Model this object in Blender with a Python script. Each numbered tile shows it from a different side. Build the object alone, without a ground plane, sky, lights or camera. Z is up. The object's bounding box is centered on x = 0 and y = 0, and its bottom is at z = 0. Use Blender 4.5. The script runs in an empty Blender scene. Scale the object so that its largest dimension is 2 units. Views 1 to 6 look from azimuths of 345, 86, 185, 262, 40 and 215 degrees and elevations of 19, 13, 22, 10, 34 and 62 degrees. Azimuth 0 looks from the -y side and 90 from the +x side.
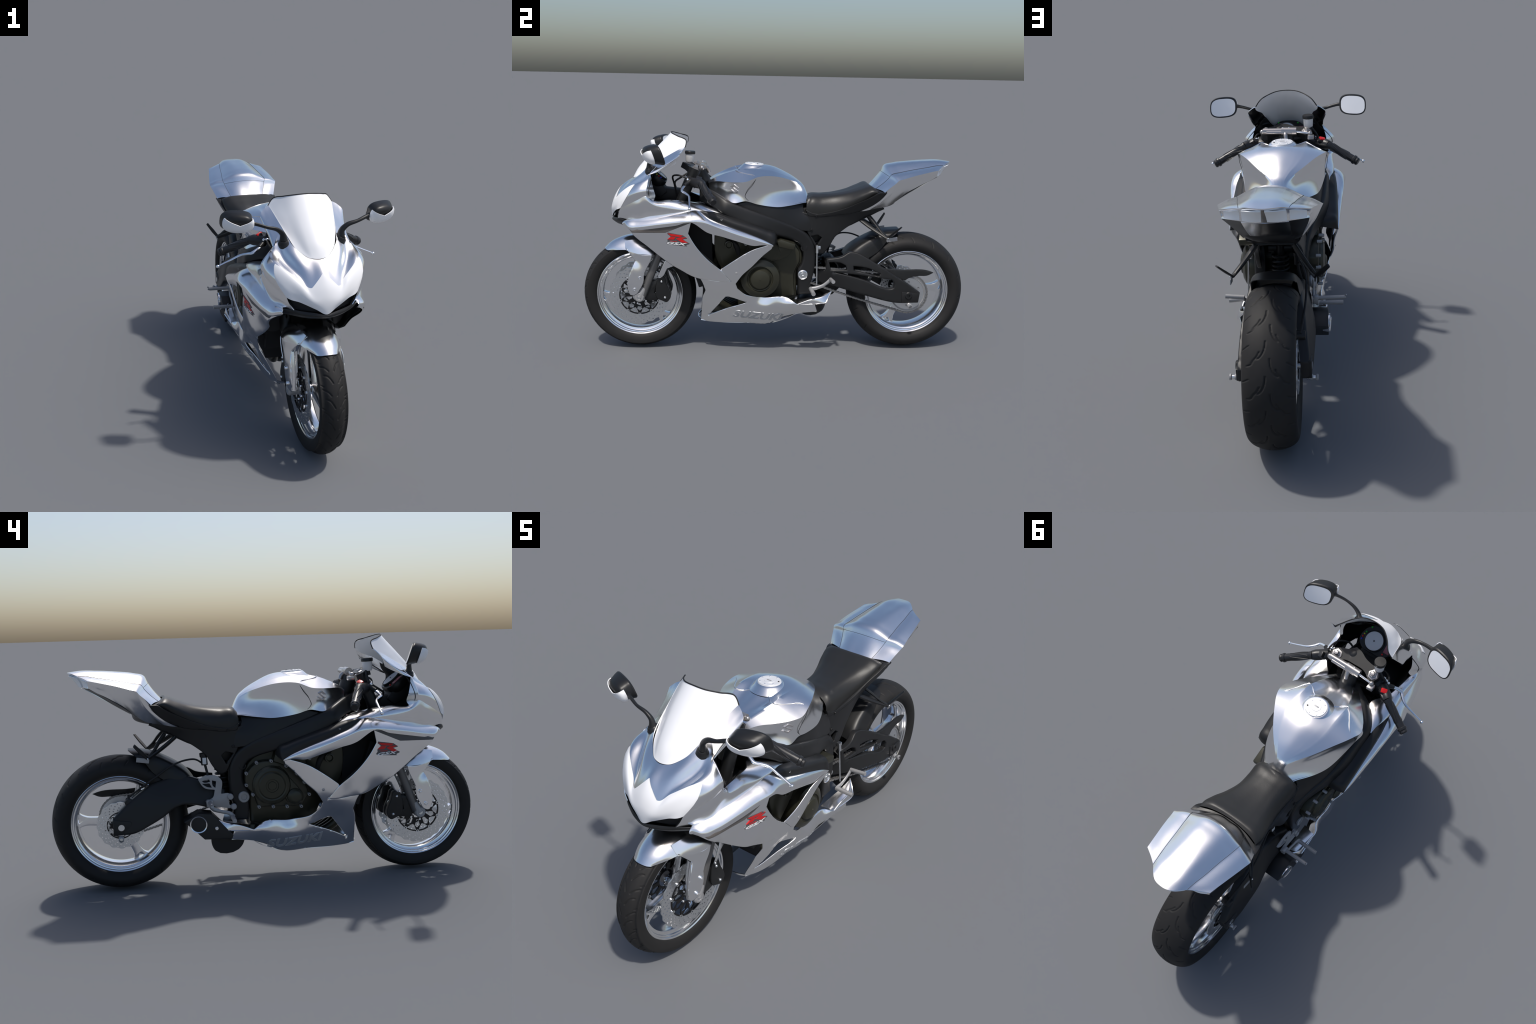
import bpy, bmesh, math, random
import numpy as np
from mathutils import Vector, Matrix
from mathutils.geometry import delaunay_2d_cdt

random.seed(7)
np.random.seed(7)
COL = bpy.context.scene.collection

# ------------------------------------------------------------------ materials
def material(name, base, rough=.4, metal=0.0, grain=0.0, scale=60.0, coat=0.0, bump=0.0, spec=.5):
    m = bpy.data.materials.new(name)
    m.use_nodes = True
    nt = m.node_tree
    b = nt.nodes["Principled BSDF"]
    b.inputs["Base Color"].default_value = (*base, 1)
    b.inputs["Roughness"].default_value = rough
    b.inputs["Metallic"].default_value = metal
    b.inputs["Coat Weight"].default_value = coat
    b.inputs["Specular IOR Level"].default_value = spec
    if grain or bump:
        tc = nt.nodes.new("ShaderNodeTexCoord")
        nz = nt.nodes.new("ShaderNodeTexNoise")
        nz.inputs["Scale"].default_value = scale
        nz.inputs["Detail"].default_value = 4
        nt.links.new(tc.outputs["Object"], nz.inputs["Vector"])
        if grain:
            mr = nt.nodes.new("ShaderNodeMapRange")
            mr.inputs["To Min"].default_value = 1 - grain
            mr.inputs["To Max"].default_value = 1 + grain
            nt.links.new(nz.outputs["Fac"], mr.inputs["Value"])
            mx = nt.nodes.new("ShaderNodeMix")
            mx.data_type = 'RGBA'
            mx.blend_type = 'MULTIPLY'
            mx.inputs["Factor"].default_value = 1
            mx.inputs["A"].default_value = (*base, 1)
            cb = nt.nodes.new("ShaderNodeCombineColor")
            for k in ("Red", "Green", "Blue"):
                nt.links.new(mr.outputs["Result"], cb.inputs[k])
            nt.links.new(cb.outputs["Color"], mx.inputs["B"])
            nt.links.new(mx.outputs["Result"], b.inputs["Base Color"])
        if bump:
            bp = nt.nodes.new("ShaderNodeBump")
            bp.inputs["Strength"].default_value = bump
            bp.inputs["Distance"].default_value = .002
            nt.links.new(nz.outputs["Fac"], bp.inputs["Height"])
            nt.links.new(bp.outputs["Normal"], b.inputs["Normal"])
    return m

SILVER = material("silver_metallic_paint", (.93, .93, .935), .2, 1.0)
WHITE = material("white_gloss_plastic", (.9, .9, .91), .3)
CAP = material("pale_cap_enamel", (.74, .74, .75), .3, .2)
LENS = material("pale_lamp_lens", (.93, .94, .95), .28)
CHROME = material("polished_alloy", (.92, .925, .935), .17, 1.0)
STEEL = material("brushed_steel", (.78, .79, .8), .3, 1.0, grain=.06, scale=150)
GREY = material("grey_cast_alloy", (.33, .33, .335), .42, .25, grain=.05, scale=120)
FORK = material("smoked_fork_alloy", (.16, .157, .155), .36, .5)
DAMPER = material("titanium_grey_alloy", (.42, .4, .39), .3, .8)
BLACK = material("black_satin_plastic", (.0125, .0128, .0135), .4, grain=.08, scale=40, spec=.38)
FRAME = material("black_painted_frame", (.0145, .0148, .0155), .42, grain=.06, scale=40, spec=.35)
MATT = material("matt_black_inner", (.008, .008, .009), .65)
SEAT = material("black_vinyl", (.017, .017, .0165), .42, spec=.4, grain=.1, scale=220, bump=.15)
RUBBER = material("tyre_rubber", (.019, .0183, .018), .62, grain=.12, scale=50, bump=.1, spec=.25)
GRIP = material("grip_rubber", (.014, .014, .015), .38)
ENGINE = material("olive_black_engine_paint", (.042, .041, .028), .34, .35, grain=.1, scale=30)
TAUPE = material("warm_grey_decal", (.12, .108, .1), .4)
CHARCOAL = material("charcoal_decal", (.09, .09, .095), .4)
RED = material("red_enamel", (.62, .012, .012), .35)
WHITEDECAL = material("white_decal", (.85, .85, .85), .4)
EMBLEM = material("satin_emblem_metal", (.6, .58, .58), .32, .9)
LETTER = material("satin_silver_lettering", (.5, .51, .525), .4, .5)
GLASS = material("mirror_glass", (.86, .87, .89), .2)
DIAL = material("pale_gauge_face", (.6, .62, .66), .3)
DISPLAY = material("pink_lcd_display", (.3, .1, .12), .2)
FLUID = material("milky_reservoir_plastic", (.7, .7, .7), .25)
SUNLIT_OLIVE = material("sunlit_olive_tone", (.42, .4, .3), .45)  # olive engine cover as sunlit, light held in the colour; unused
GREEN = material("green_lamp", (.02, .5, .04), .3)
YELLOW = material("yellow_lamp", (.6, .55, .03), .3)
BLUE = material("blue_lamp", (.02, .03, .6), .3)
CARRIER = material("black_anodised_carrier", (.015, .015, .016), .3, .4)

# ------------------------------------------------------------------ mesh tools
ROOT = bpy.data.objects.new("sport_motorcycle", None)
COL.objects.link(ROOT)
ROOT["label"] = "silver fully faired sport motorcycle with black frame and seat"
ROOT["category"] = "motorcycle"

def add(name, V, F, mat, parent=ROOT, angle=35, smooth=True):
    me = bpy.data.meshes.new(name)
    me.from_pydata([tuple(map(float, v)) for v in V], [], [tuple(map(int, f)) for f in F])
    me.validate()
    bm = bmesh.new(); bm.from_mesh(me)
    bmesh.ops.remove_doubles(bm, verts=bm.verts, dist=1e-5)
    bmesh.ops.recalc_face_normals(bm, faces=bm.faces)
    bm.to_mesh(me); bm.free()
    return wrap(name, me, mat, parent, angle, smooth)

def wrap(name, me, mat, parent=ROOT, angle=35, smooth=True):
    me.materials.clear()
    me.materials.append(mat)
    if smooth:
        me.shade_smooth()
        me.set_sharp_from_angle(angle=math.radians(angle))
    o = bpy.data.objects.new(name, me)
    o.parent = parent
    COL.objects.link(o)
    return o

def modify(o, *mods, angle=35):
    """apply modifiers given as (type, {settings}) to an object in place"""
    for t, s in mods:
        m = o.modifiers.new(t, t)
        for k, v in s.items():
            setattr(m, k, v)
    bpy.context.view_layer.update()
    dg = bpy.context.evaluated_depsgraph_get()
    me = bpy.data.meshes.new_from_object(o.evaluated_get(dg))
    o.modifiers.clear()
    o.data = me
    me.shade_smooth()
    me.set_sharp_from_angle(angle=math.radians(angle))
    return o

def mirrored(o, name=None, parent=None):
    me = o.data.copy()
    bm = bmesh.new(); bm.from_mesh(me)
    for v in bm.verts:
        v.co.x = -v.co.x
    bmesh.ops.reverse_faces(bm, faces=bm.faces)
    bm.to_mesh(me); bm.free()
    n = bpy.data.objects.new(name or o.name.split(".")[0], me)
    n.parent = parent or o.parent
    COL.objects.link(n)
    return n

def spline(P, n, sharp=(), closed=False):
    """interpolating cubic through control rows P (k, ..., 3); n samples per span"""
    P = np.asarray(P, float)
    if closed:
        k = len(P)
        Q = np.concatenate([P[-2:], P, P[:3]])
        out = spline(Q, n)
        return out[2 * n:(2 + k) * n]
    k = len(P)
    flat = P.reshape(k, -1, P.shape[-1])
    seg = np.linalg.norm(np.diff(flat, axis=0), axis=2).mean(axis=1) + 1e-9
    d = np.diff(P, axis=0) / seg.reshape((-1,) + (1,) * (P.ndim - 1))
    sharp = set(s % k for s in sharp)
    def tan(i, side):
        if i == 0:
            t = d[0]
            if k > 2 and 1 not in sharp:
                t = 1.5 * d[0] - .5 * tan(1, 0)
            return t
        if i == k - 1:
            t = d[-1]
            if k > 2 and (k - 2) not in sharp:
                t = 1.5 * d[-1] - .5 * tan(k - 2, 0)
            return t
        if i in sharp:
            return d[i] if side > 0 else d[i - 1]
        return (d[i - 1] * seg[i] + d[i] * seg[i - 1]) / (seg[i] + seg[i - 1])
    out = []
    for i in range(k - 1):
        h = seg[i]
        m0, m1 = tan(i, 1) * h, tan(i + 1, -1) * h
        for j in range(n):
            t = j / n
            out.append((2*t**3 - 3*t*t + 1) * P[i] + (t**3 - 2*t*t + t) * m0
                       + (-2*t**3 + 3*t*t) * P[i + 1] + (t**3 - t*t) * m1)
    out.append(P[-1])
    return np.array(out)

def sym(rows):
    """half rows (centre outwards, x>=0) -> full rows left to right"""
    out = []
    for r in rows:
        r = [tuple(p) for p in r]
        out.append([(-x, y, z) for x, y, z in reversed(r[1:])] + r)
    return out

def surf(rows, nu=6, nv=6, su=(), sv=(), closed=False):
    P = np.array(rows, float)
    A = spline(P, nu, su)
    B = np.swapaxes(spline(np.swapaxes(A, 0, 1), nv, sv, closed), 0, 1)
    nr, nc = B.shape[:2]
    F = []
    for i in range(nr - 1):
        for j in range(nc if closed else nc - 1):
            a, b = i * nc + j, i * nc + (j + 1) % nc
            F.append((a, b, b + nc, a + nc))
    return B.reshape(-1, 3), F, nr, nc

def skin(name, rows, mat, parent=ROOT, nu=6, nv=6, su=(), sv=(), thick=.003, angle=35, half=False, offset=-1):
    """thin shell through a grid of control points; half=True mirrors the rows about x=0"""
    if half:
        n = len(rows[0])
        sv = tuple(n - 1 - s for s in sv) + tuple(n - 1 + s for s in sv)
        rows = sym(rows)
    V, F, nr, nc = surf(rows, nu, nv, su, sv)
    o = add(name, V, F, mat, parent, angle)
    if thick:
        modify(o, ("SOLIDIFY", dict(thickness=thick, offset=offset, use_even_offset=False)), angle=angle)
    return o

def solid(name, rows, mat, parent=ROOT, nu=6, nv=6, su=(), sv=(), angle=40):
    """closed body: each row is a closed loop, ends capped"""
    V, F, nr, nc = surf(rows, nu, nv, su, sv, closed=True)
    F = list(F)
    F.append(tuple(range(nc - 1, -1, -1)))
    F.append(tuple((nr - 1) * nc + j for j in range(nc)))
    return add(name, V, F, mat, parent, angle)

class Width:
    """smooth width field x(y, z) through a few control points (thin plate)"""
    def __init__(self, pts):
        P = np.array(pts, float); self.P = P[:, :2]; n = len(P)
        d = np.linalg.norm(self.P[:, None] - self.P[None], axis=2)
        A = np.zeros((n + 3, n + 3))
        A[:n, :n] = np.where(d > 0, d * d * np.log(d + 1e-12), 0) + 1e-5 * np.eye(n)
        A[:n, n] = 1; A[:n, n + 1:] = self.P; A[n, :n] = 1; A[n + 1:, :n] = self.P.T
        self.w = np.linalg.solve(A, np.r_[P[:, 2], 0, 0, 0])
    def __call__(self, Q):
        Q = np.asarray(Q, float)
        d = np.linalg.norm(Q[:, None] - self.P[None], axis=2); n = len(self.P)
        return np.where(d > 0, d * d * np.log(d + 1e-12), 0) @ self.w[:n] + self.w[n] + Q @ self.w[n + 1:]

def flat(x):
    return lambda Q: np.full(len(Q), float(x))

def outline(pts, step=.006, corner=38):
    """closed profile: smooth where the turn is gentle, a corner where it is sharp"""
    P = np.array(pts, float); k = len(P)
    turn = []
    for i in range(k):
        a, b = P[i] - P[i - 1], P[(i + 1) % k] - P[i]
        c = a @ b / (np.linalg.norm(a) * np.linalg.norm(b) + 1e-12)
        turn.append(math.degrees(math.acos(max(-1, min(1, c)))))
    cor = [i for i in range(k) if turn[i] > corner]
    if not cor:
        Q = spline(P, 8, closed=True)
    else:
        i0 = cor[0]
        R = np.concatenate([P[i0:], P[:i0 + 1]])
        sh = [c - i0 for c in cor if 0 < c - i0 < k]
        Q = spline(R, 8, sharp=sh)[:-1]
    out = [Q[0]]
    for q in Q[1:]:
        if np.linalg.norm(q - out[-1]) > step * .6:
            out.append(q)
    return np.array(out)

def area(P):
    x, y = P[:, 0], P[:, 1]
    return .5 * np.sum(x * np.roll(y, -1) - y * np.roll(x, -1))

def dist_to(loops, Q):
    best = np.full(len(Q), 9.)
    for L in loops:
        A, B = L, np.roll(L, -1, axis=0)
        for a, b in zip(A, B):
            ab = b - a
            t = np.clip(((Q - a) @ ab) / (ab @ ab + 1e-15), 0, 1)
            best = np.minimum(best, np.linalg.norm(Q - a - t[:, None] * ab, axis=1))
    return best

def inside(L, Q):
    """even-odd test of points Q against closed loop L"""
    x, y = Q[:, 0], Q[:, 1]
    r = np.zeros(len(Q), bool)
    for a, b in zip(L, np.roll(L, -1, 0)):
        if a[1] != b[1]:
            r ^= ((a[1] > y) != (b[1] > y)) & (x < (b[0] - a[0]) * (y - a[1]) / (b[1] - a[1]) + a[0])
    return r

def triangulate(pts, edges, loops):
    v, e, f, *_ = delaunay_2d_cdt([Vector(p) for p in pts], edges, [], 0, 1e-6)
    Q = np.array([tuple(p) for p in v])
    f = [list(t) for t in f]
    c = np.array([Q[t].mean(0) for t in f])
    ok = inside(loops[0], c)
    for L in loops[1:]:
        lo, hi = L.min(0), L.max(0)
        near = np.where((c >= lo).all(1) & (c <= hi).all(1))[0]
        if len(near):
            ok[near] &= ~inside(L, c[near])
    f = [t for t, k in zip(f, ok) if k]
    used = sorted({i for t in f for i in t}); remap = {u: i for i, u in enumerate(used)}
    f = [[remap[i] for i in t] for t in f]
    Q = Q[used]
    for t in f:
        a, b, d = Q[t[0]], Q[t[1]], Q[t[2]]
        if (b[0] - a[0]) * (d[1] - a[1]) - (b[1] - a[1]) * (d[0] - a[0]) < 0:
            t.reverse()
    return Q, f

def fill(loops, step):
    """triangulate the inside of loops[0] minus the other loops, with inner points"""
    pts, edges = [], []
    for L in loops:
        n0 = len(pts); pts += [tuple(p) for p in L]
        edges += [(n0 + i, n0 + (i + 1) % len(L)) for i in range(len(L))]
    nb = len(pts)
    if step:
        lo, hi = loops[0].min(0), loops[0].max(0)
        G = []
        r = 0
        y = lo[1]
        while y < hi[1]:
            x = lo[0] + (step * .5 if r % 2 else 0)
            while x < hi[0]:
                G.append((x, y)); x += step
            y += step * .87; r += 1
        if G:
            G = np.array(G)
            G = G[dist_to(loops, G) > step * .55]
            pts += [tuple(p) for p in G]
    return triangulate(pts, edges, loops)

def panel(name, shape, field, mat, parent=ROOT, holes=(), thick=.004, step=.012, round_edge=.004, corner=38, angle=40, sign=1):
    """side panel: outline in (y, z), x from a width field, rounded edges, real thickness"""
    loops = [outline(shape, corner=corner)] + [outline(h, corner=corner) for h in holes]
    extra = []
    if round_edge:
        for i, L in enumerate(loops):
            T = np.roll(L, -1, 0) - np.roll(L, 1, 0)
            T /= np.linalg.norm(T, axis=1)[:, None] + 1e-12
            s = math.copysign(1, area(L)) * (1 if i == 0 else -1)
            N = np.stack([-T[:, 1], T[:, 0]], 1) * s
            for r in (.25, .6, 1.0):
                extra.append(L + N * round_edge * r)
    pts, edges = [], []
    for L in loops:
        n0 = len(pts); pts += [tuple(p) for p in L]
        edges += [(n0 + i, n0 + (i + 1) % len(L)) for i in range(len(L))]
    lo, hi = loops[0].min(0), loops[0].max(0)
    G = np.array([(lo[0] + (i + .5 * (j % 2)) * step, lo[1] + j * step * .87)
                  for j in range(int((hi[1] - lo[1]) / step / .87) + 2) for i in range(int((hi[0] - lo[0]) / step) + 2)])
    G = G[dist_to(loops, G) > max(step * .5, round_edge * 1.3)]
    pts += [tuple(p) for p in G]
    for E, r in zip(extra, (.25, .6, 1.0) * len(loops)):
        ok = dist_to(loops, E) > round_edge * r * .93
        pts += [tuple(p) for p in E[ok]]
    Q, f = triangulate(pts, edges, loops)
    X = field(Q)
    inner = X - thick
    if round_edge:
        d = np.clip(dist_to(loops, Q) / round_edge, 0, 1)
        X = X - min(round_edge, thick) * .8 * (1 - np.sqrt(1 - (1 - d) ** 2))
    n = len(Q)
    V = np.concatenate([np.c_[X, Q], np.c_[inner, Q]])
    F = [tuple(t) for t in f] + [tuple(n + i for i in reversed(t)) for t in f]
    cnt = {}
    for t in f:
        for a, b in zip(t, t[1:] + t[:1]):
            cnt[(a, b)] = 1
    for a, b in cnt:
        if (b, a) not in cnt:
            F.append((b, a, n + a, n + b))
    V[:, 0] *= sign
    return add(name, V, F, mat, parent, angle)

def prism(name, shape, x0, x1, mat, parent=ROOT, holes=(), bevel=.002, corner=38, angle=35, segs=2, smooth_outline=True):
    """profile in (y, z) extruded from x0 to x1 with chamfered edges"""
    loops = [outline(shape, corner=corner) if smooth_outline else np.array(shape, float)]
    loops += [outline(h, corner=corner) if smooth_outline else np.array(h, float) for h in holes]
    Q, f = fill(loops, 0)
    n = len(Q)
    V = np.concatenate([np.c_[np.full(n, x1), Q], np.c_[np.full(n, x0), Q]])
    bm = bmesh.new()
    bv = [bm.verts.new(v) for v in V]
    for t in f:
        bm.faces.new([bv[i] for i in t]); bm.faces.new([bv[n + i] for i in reversed(t)])
    E = {}
    for t in f:
        for a, b in zip(t, t[1:] + t[:1]):
            E[(a, b)] = 1
    for a, b in E:
        if (b, a) not in E:
            try: bm.faces.new([bv[b], bv[a], bv[n + a], bv[n + b]])
            except ValueError: pass
    bmesh.ops.recalc_face_normals(bm, faces=bm.faces)
    bmesh.ops.dissolve_limit(bm, angle_limit=.002, verts=bm.verts, edges=bm.edges)
    me = bpy.data.meshes.new(name); bm.to_mesh(me); bm.free()
    o = wrap(name, me, mat, parent, angle)
    if bevel:
        modify(o, ("BEVEL", dict(width=bevel, segments=segs, limit_method='ANGLE', angle_limit=math.radians(50))), angle=angle)
    return o

def lathe(name, profile, center, mat, parent=ROOT, n=96, axis=(1, 0, 0), angle=35, closed=False):
    """revolve (along, radius) pairs about an axis through center"""
    ax = Vector(axis).normalized()
    u = ax.orthogonal().normalized(); w = ax.cross(u)
    c = Vector(center)
    V, F = [], []
    m = len(profile)
    for i in range(n):
        a = 2 * math.pi * i / n
        d = u * math.cos(a) + w * math.sin(a)
        for s, r in profile:
            V.append(c + ax * s + d * max(r, 1e-5))
    for i in range(n):
        for j in range(m if closed else m - 1):
            a, b = i * m + j, i * m + (j + 1) % m
            e = (i + 1) % n * m
            F.append((a, b, e + (j + 1) % m, e + j))
    return add(name, V, F, mat, parent, angle)

def tube(name, pts, rad, mat, parent=ROOT, n=14, per=6, angle=35, flat=1.0, up=None, smooth=True):
    """round bar along a smooth path; rad may vary along the control points"""
    P = np.array(pts, float)
    R = np.array(rad if hasattr(rad, "__len__") else [rad] * len(P), float)
    Q = spline(np.c_[P, np.zeros(len(P))].reshape(len(P), 1, 4), per)[:, 0, :3] if smooth and len(P) > 2 else P
    Rr = np.interp(np.linspace(0, len(P) - 1, len(Q)), range(len(P)), R)
    T = np.gradient(Q, axis=0)
    V, F = [], []
    ref = Vector(up) if up is not None else None
    for i, q in enumerate(Q):
        t = Vector(T[i]).normalized()
        if ref is None:
            ref = t.orthogonal()
        a = (ref - t * ref.dot(t)).normalized()
        if up is None:
            ref = a
        b = t.cross(a)
        for k in range(n):
            s = 2 * math.pi * k / n
            V.append(Vector(q) + (a * math.cos(s) * flat + b * math.sin(s)) * Rr[i])
    for i in range(len(Q) - 1):
        for k in range(n):
            F.append((i * n + k, i * n + (k + 1) % n, (i + 1) * n + (k + 1) % n, (i + 1) * n + k))
    F.append(tuple(range(n - 1, -1, -1)))
    F.append(tuple((len(Q) - 1) * n + k for k in range(n)))
    return add(name, V, F, mat, parent, angle)

def block(name, center, size, mat, parent=ROOT, rot=(0, 0, 0), bevel=.003, segs=2, angle=35):
    bm = bmesh.new()
    bmesh.ops.create_cube(bm, size=1)
    M = Matrix.Translation(center) @ __import__("mathutils").Euler(rot).to_matrix().to_4x4() @ Matrix.Diagonal((*size, 1))
    bmesh.ops.transform(bm, matrix=M, verts=bm.verts)
    me = bpy.data.meshes.new(name); bm.to_mesh(me); bm.free()
    o = wrap(name, me, mat, parent, angle)
    if bevel:
        modify(o, ("BEVEL", dict(width=bevel, segments=segs, limit_method='ANGLE')), angle=angle)
    return o

def ball(name, center, r, mat, parent=ROOT, scale=(1, 1, 1), n=20):
    prof = [(-r * math.cos(math.pi * i / n), r * math.sin(math.pi * i / n)) for i in range(n + 1)]
    o = lathe(name, prof, (0, 0, 0), mat, parent, n=n * 2)
    for v in o.data.vertices:
        v.co = Vector(center) + Vector((v.co.x * scale[0], v.co.y * scale[1], v.co.z * scale[2]))
    return o

def bolt(name, p, r, mat, parent=ROOT, depth=.006, axis=(1, 0, 0)):
    """socket head bolt"""
    return lathe(name, [(-.004, r), (depth * .7, r), (depth, r * .8), (depth, r * .5), (depth * .4, r * .45), (depth * .4, 0)], p, mat, parent, n=16, axis=axis)

def disc_poly(c, r, n=40, a0=0.0):
    return [(c[0] + r * math.cos(a0 + 2 * math.pi * i / n), c[1] + r * math.sin(a0 + 2 * math.pi * i / n)) for i in range(n)]

# ------------------------------------------------------------------ wheels
FW, RW = (0, -.7085, .2935), (0, .6905, .3105)

def tyre(name, center, half, rim, R, parent, marks, period_n, depth=.0035):
    """rubber carcass with a round crown; sipes cut as real grooves"""
    prof = [(half * .74, rim - .004), (half * .86, rim + .004), (half * .97, rim + .02), (half, rim + .035),
            (half * .965, rim + .047), (half * .8, R - .021), (half * .5, R - .0075), (half * .22, R - .0013), (0, R)]
    half_prof = spline(np.array([(a, b, 0) for a, b in prof]), 7)[:, :2]
    full = np.concatenate([half_prof, [(-a, b) for a, b in half_prof[-2::-1]]])
    n = 864 if period_n == 18 else 896
    per = n // period_n
    # sipes are polylines in (angle fraction of one period, lateral position / half width)
    ang = np.arange(n) / per
    S = full[:, 0] / half
    circ = 2 * math.pi * R / period_n
    A, W = np.meshgrid(ang % 1.0, S, indexing="ij")
    D = np.full(A.shape, 9.)
    for line, wd in marks:
        L = spline(np.array([(-a, b, 0) for a, b in line]), 4)[:, :2] if len(line) > 2 else np.array([(-a, b) for a, b in line])
        for sh in (-1, 0, 1, 2):
            for a, b in zip(L[:-1], L[1:]):
                ax, aw, bx, bw = (a[0] + sh) * circ, a[1] * half * 1.15, (b[0] + sh) * circ, b[1] * half * 1.15
                px, pw = A * circ, W * half * 1.15
                t = np.clip(((px - ax) * (bx - ax) + (pw - aw) * (bw - aw)) / ((bx - ax) ** 2 + (bw - aw) ** 2 + 1e-12), 0, 1)
                D = np.minimum(D, np.hypot(px - ax - t * (bx - ax), pw - aw - t * (bw - aw)) / wd)
    cut = depth * np.clip(1.6 - D, 0, 1)
    edge = full[:, 1] > rim + .03
    V = []
    for i in range(n):
        a = 2 * math.pi * i / n
        for j, (s, r) in enumerate(full):
            k = cut[i, j] if edge[j] else 0
            rr = r - k * (r - (rim + .02)) / (R - rim - .02)
            ss = s * (1 - .5 * k / half) if abs(s) > half * .5 else s
            V.append((ss, center[1] + rr * math.cos(a), center[2] + rr * math.sin(a)))
    m = len(full)
    F = [(i * m + j, i * m + j + 1, (i + 1) % n * m + j + 1, (i + 1) % n * m + j) for i in range(n) for j in range(m - 1)]
    return add(name, V, F, RUBBER, parent, 60)

def wheel(center, half, rim, spokes, hub_half, hub_r):
    """cast rim: stepped lips, barrel, three forked spokes and a hub"""
    h = half * .8
    prof = [(h - .004, rim - .001), (h, rim + .001), (h + .002, rim - .004), (h - .001, rim - .009), (h - .007, rim - .0105), (h - .009, rim - .016),
            (h - .015, rim - .0175), (h - .019, rim - .024), (h * .55, rim - .03), (h * .3, rim - .034), (0, rim - .034)]
    full = prof + [(-a, b) for a, b in prof[-2::-1]]
    back = [(-h * .8, rim - .004), (0, rim - .022), (h * .8, rim - .004)]
    w = lathe("wheel", full + back, center, CHROME, n=160, closed=True, angle=28)
    lathe("wheel_hub", [(-hub_half, .018), (-hub_half, hub_r), (-hub_half * .8, hub_r * 1.05), (-hub_half * .35, hub_r * .82), (hub_half * .35, hub_r * .82),
                        (hub_half * .8, hub_r * 1.05), (hub_half, hub_r), (hub_half, .018)], center, CHROME, w, n=48, closed=True)
    for a in spokes:
        ca, sa = math.cos(math.radians(a)), math.sin(math.radians(a))
        def pt(r, t):
            return (center[1] + r * ca - t * sa, center[2] + r * sa + t * ca)
        ro = rim - .031
        shape = [(hub_r * .6, .024), (.07, .022), (.12, .0185), (.155, .02), (ro - .012, .03), (ro + .004, .05), (ro + .004, .02), (ro + .004, -.02),
                 (ro + .004, -.05), (ro - .012, -.03), (.155, -.02), (.12, -.0185), (.07, -.022), (hub_r * .6, -.024)]
        hole = [(ro - .019, 0), (ro - .004, .015), (ro - .002, 0), (ro - .004, -.015)]
        prism("wheel_spoke", [pt(*p) for p in shape], -.016, .016, CHROME, w, holes=[[pt(*p) for p in hole]], bevel=.007, segs=3, corner=60, angle=50)
    return w

fw = wheel(FW, .056, .223, (75, 189, 312), .05, .03)
rw = wheel(RW, .09, .224, (4, 124, 244), .07, .045)
fm = []
for s in (1, -1):
    o = 0 if s > 0 else .5
    fm += [([(o + .0, .1 * s), (o + .14, .22 * s), (o + .3, .42 * s), (o + .36, .6 * s)], .0028),
           ([(o + .5, .3 * s), (o + .62, .44 * s), (o + .74, .66 * s), (o + .78, .8 * s)], .0026),
           ([(o + .9, .72 * s), (o + .98, .92 * s)], .0022)]
tyre("tyre", FW, .0595, .223, .2915, fw, fm, 18)
rm = []
for s in (1, -1):
    o = 0 if s > 0 else .5
    rm += [([(o + .0, .08 * s), (o + .2, .11 * s), (o + .4, .22 * s), (o + .5, .36 * s)], .0024),
           ([(o + .3, .3 * s), (o + .42, .38 * s), (o + .56, .54 * s), (o + .66, .62 * s), (o + .7, .76 * s)], .0024),
           ([(o + .1, .72 * s), (o + .2, .94 * s)], .0022)]
tyre("tyre", RW, .0945, .224, .309, rw, rm, 16)
# valve stem
tube("valve_stem", [(.03, .573, .467), (.04, .6, .452)], .003, MATT, rw)

def brake_disc(center, x, R, r_in, parent, lobes, outward):
    """wave edged, drilled steel rotor"""
    n = lobes * 8
    edge = [(center[1] + (R - .0025 + .0025 * math.cos(lobes * 2 * math.pi * i / n)) * math.cos(2 * math.pi * i / n),
             center[2] + (R - .0025 + .0025 * math.cos(lobes * 2 * math.pi * i / n)) * math.sin(2 * math.pi * i / n)) for i in range(n)]
    holes = [disc_poly(center[1:], r_in, 90)]
    rng = R - r_in
    for ring, (q, off) in enumerate(((.2, 0), (.4, .33), (.6, .66), (.8, 0.15))):
        cnt = lobes + 6
        for i in range(cnt):
            a = 2 * math.pi * (i + off) / cnt
            r = r_in + rng * q
            holes.append(disc_poly((center[1] + r * math.cos(a), center[2] + r * math.sin(a)), .0034, 8))
    return prism("brake_disc", edge, x - .0025, x + .0025, STEEL, parent, holes=holes, bevel=0, smooth_outline=False)

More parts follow.
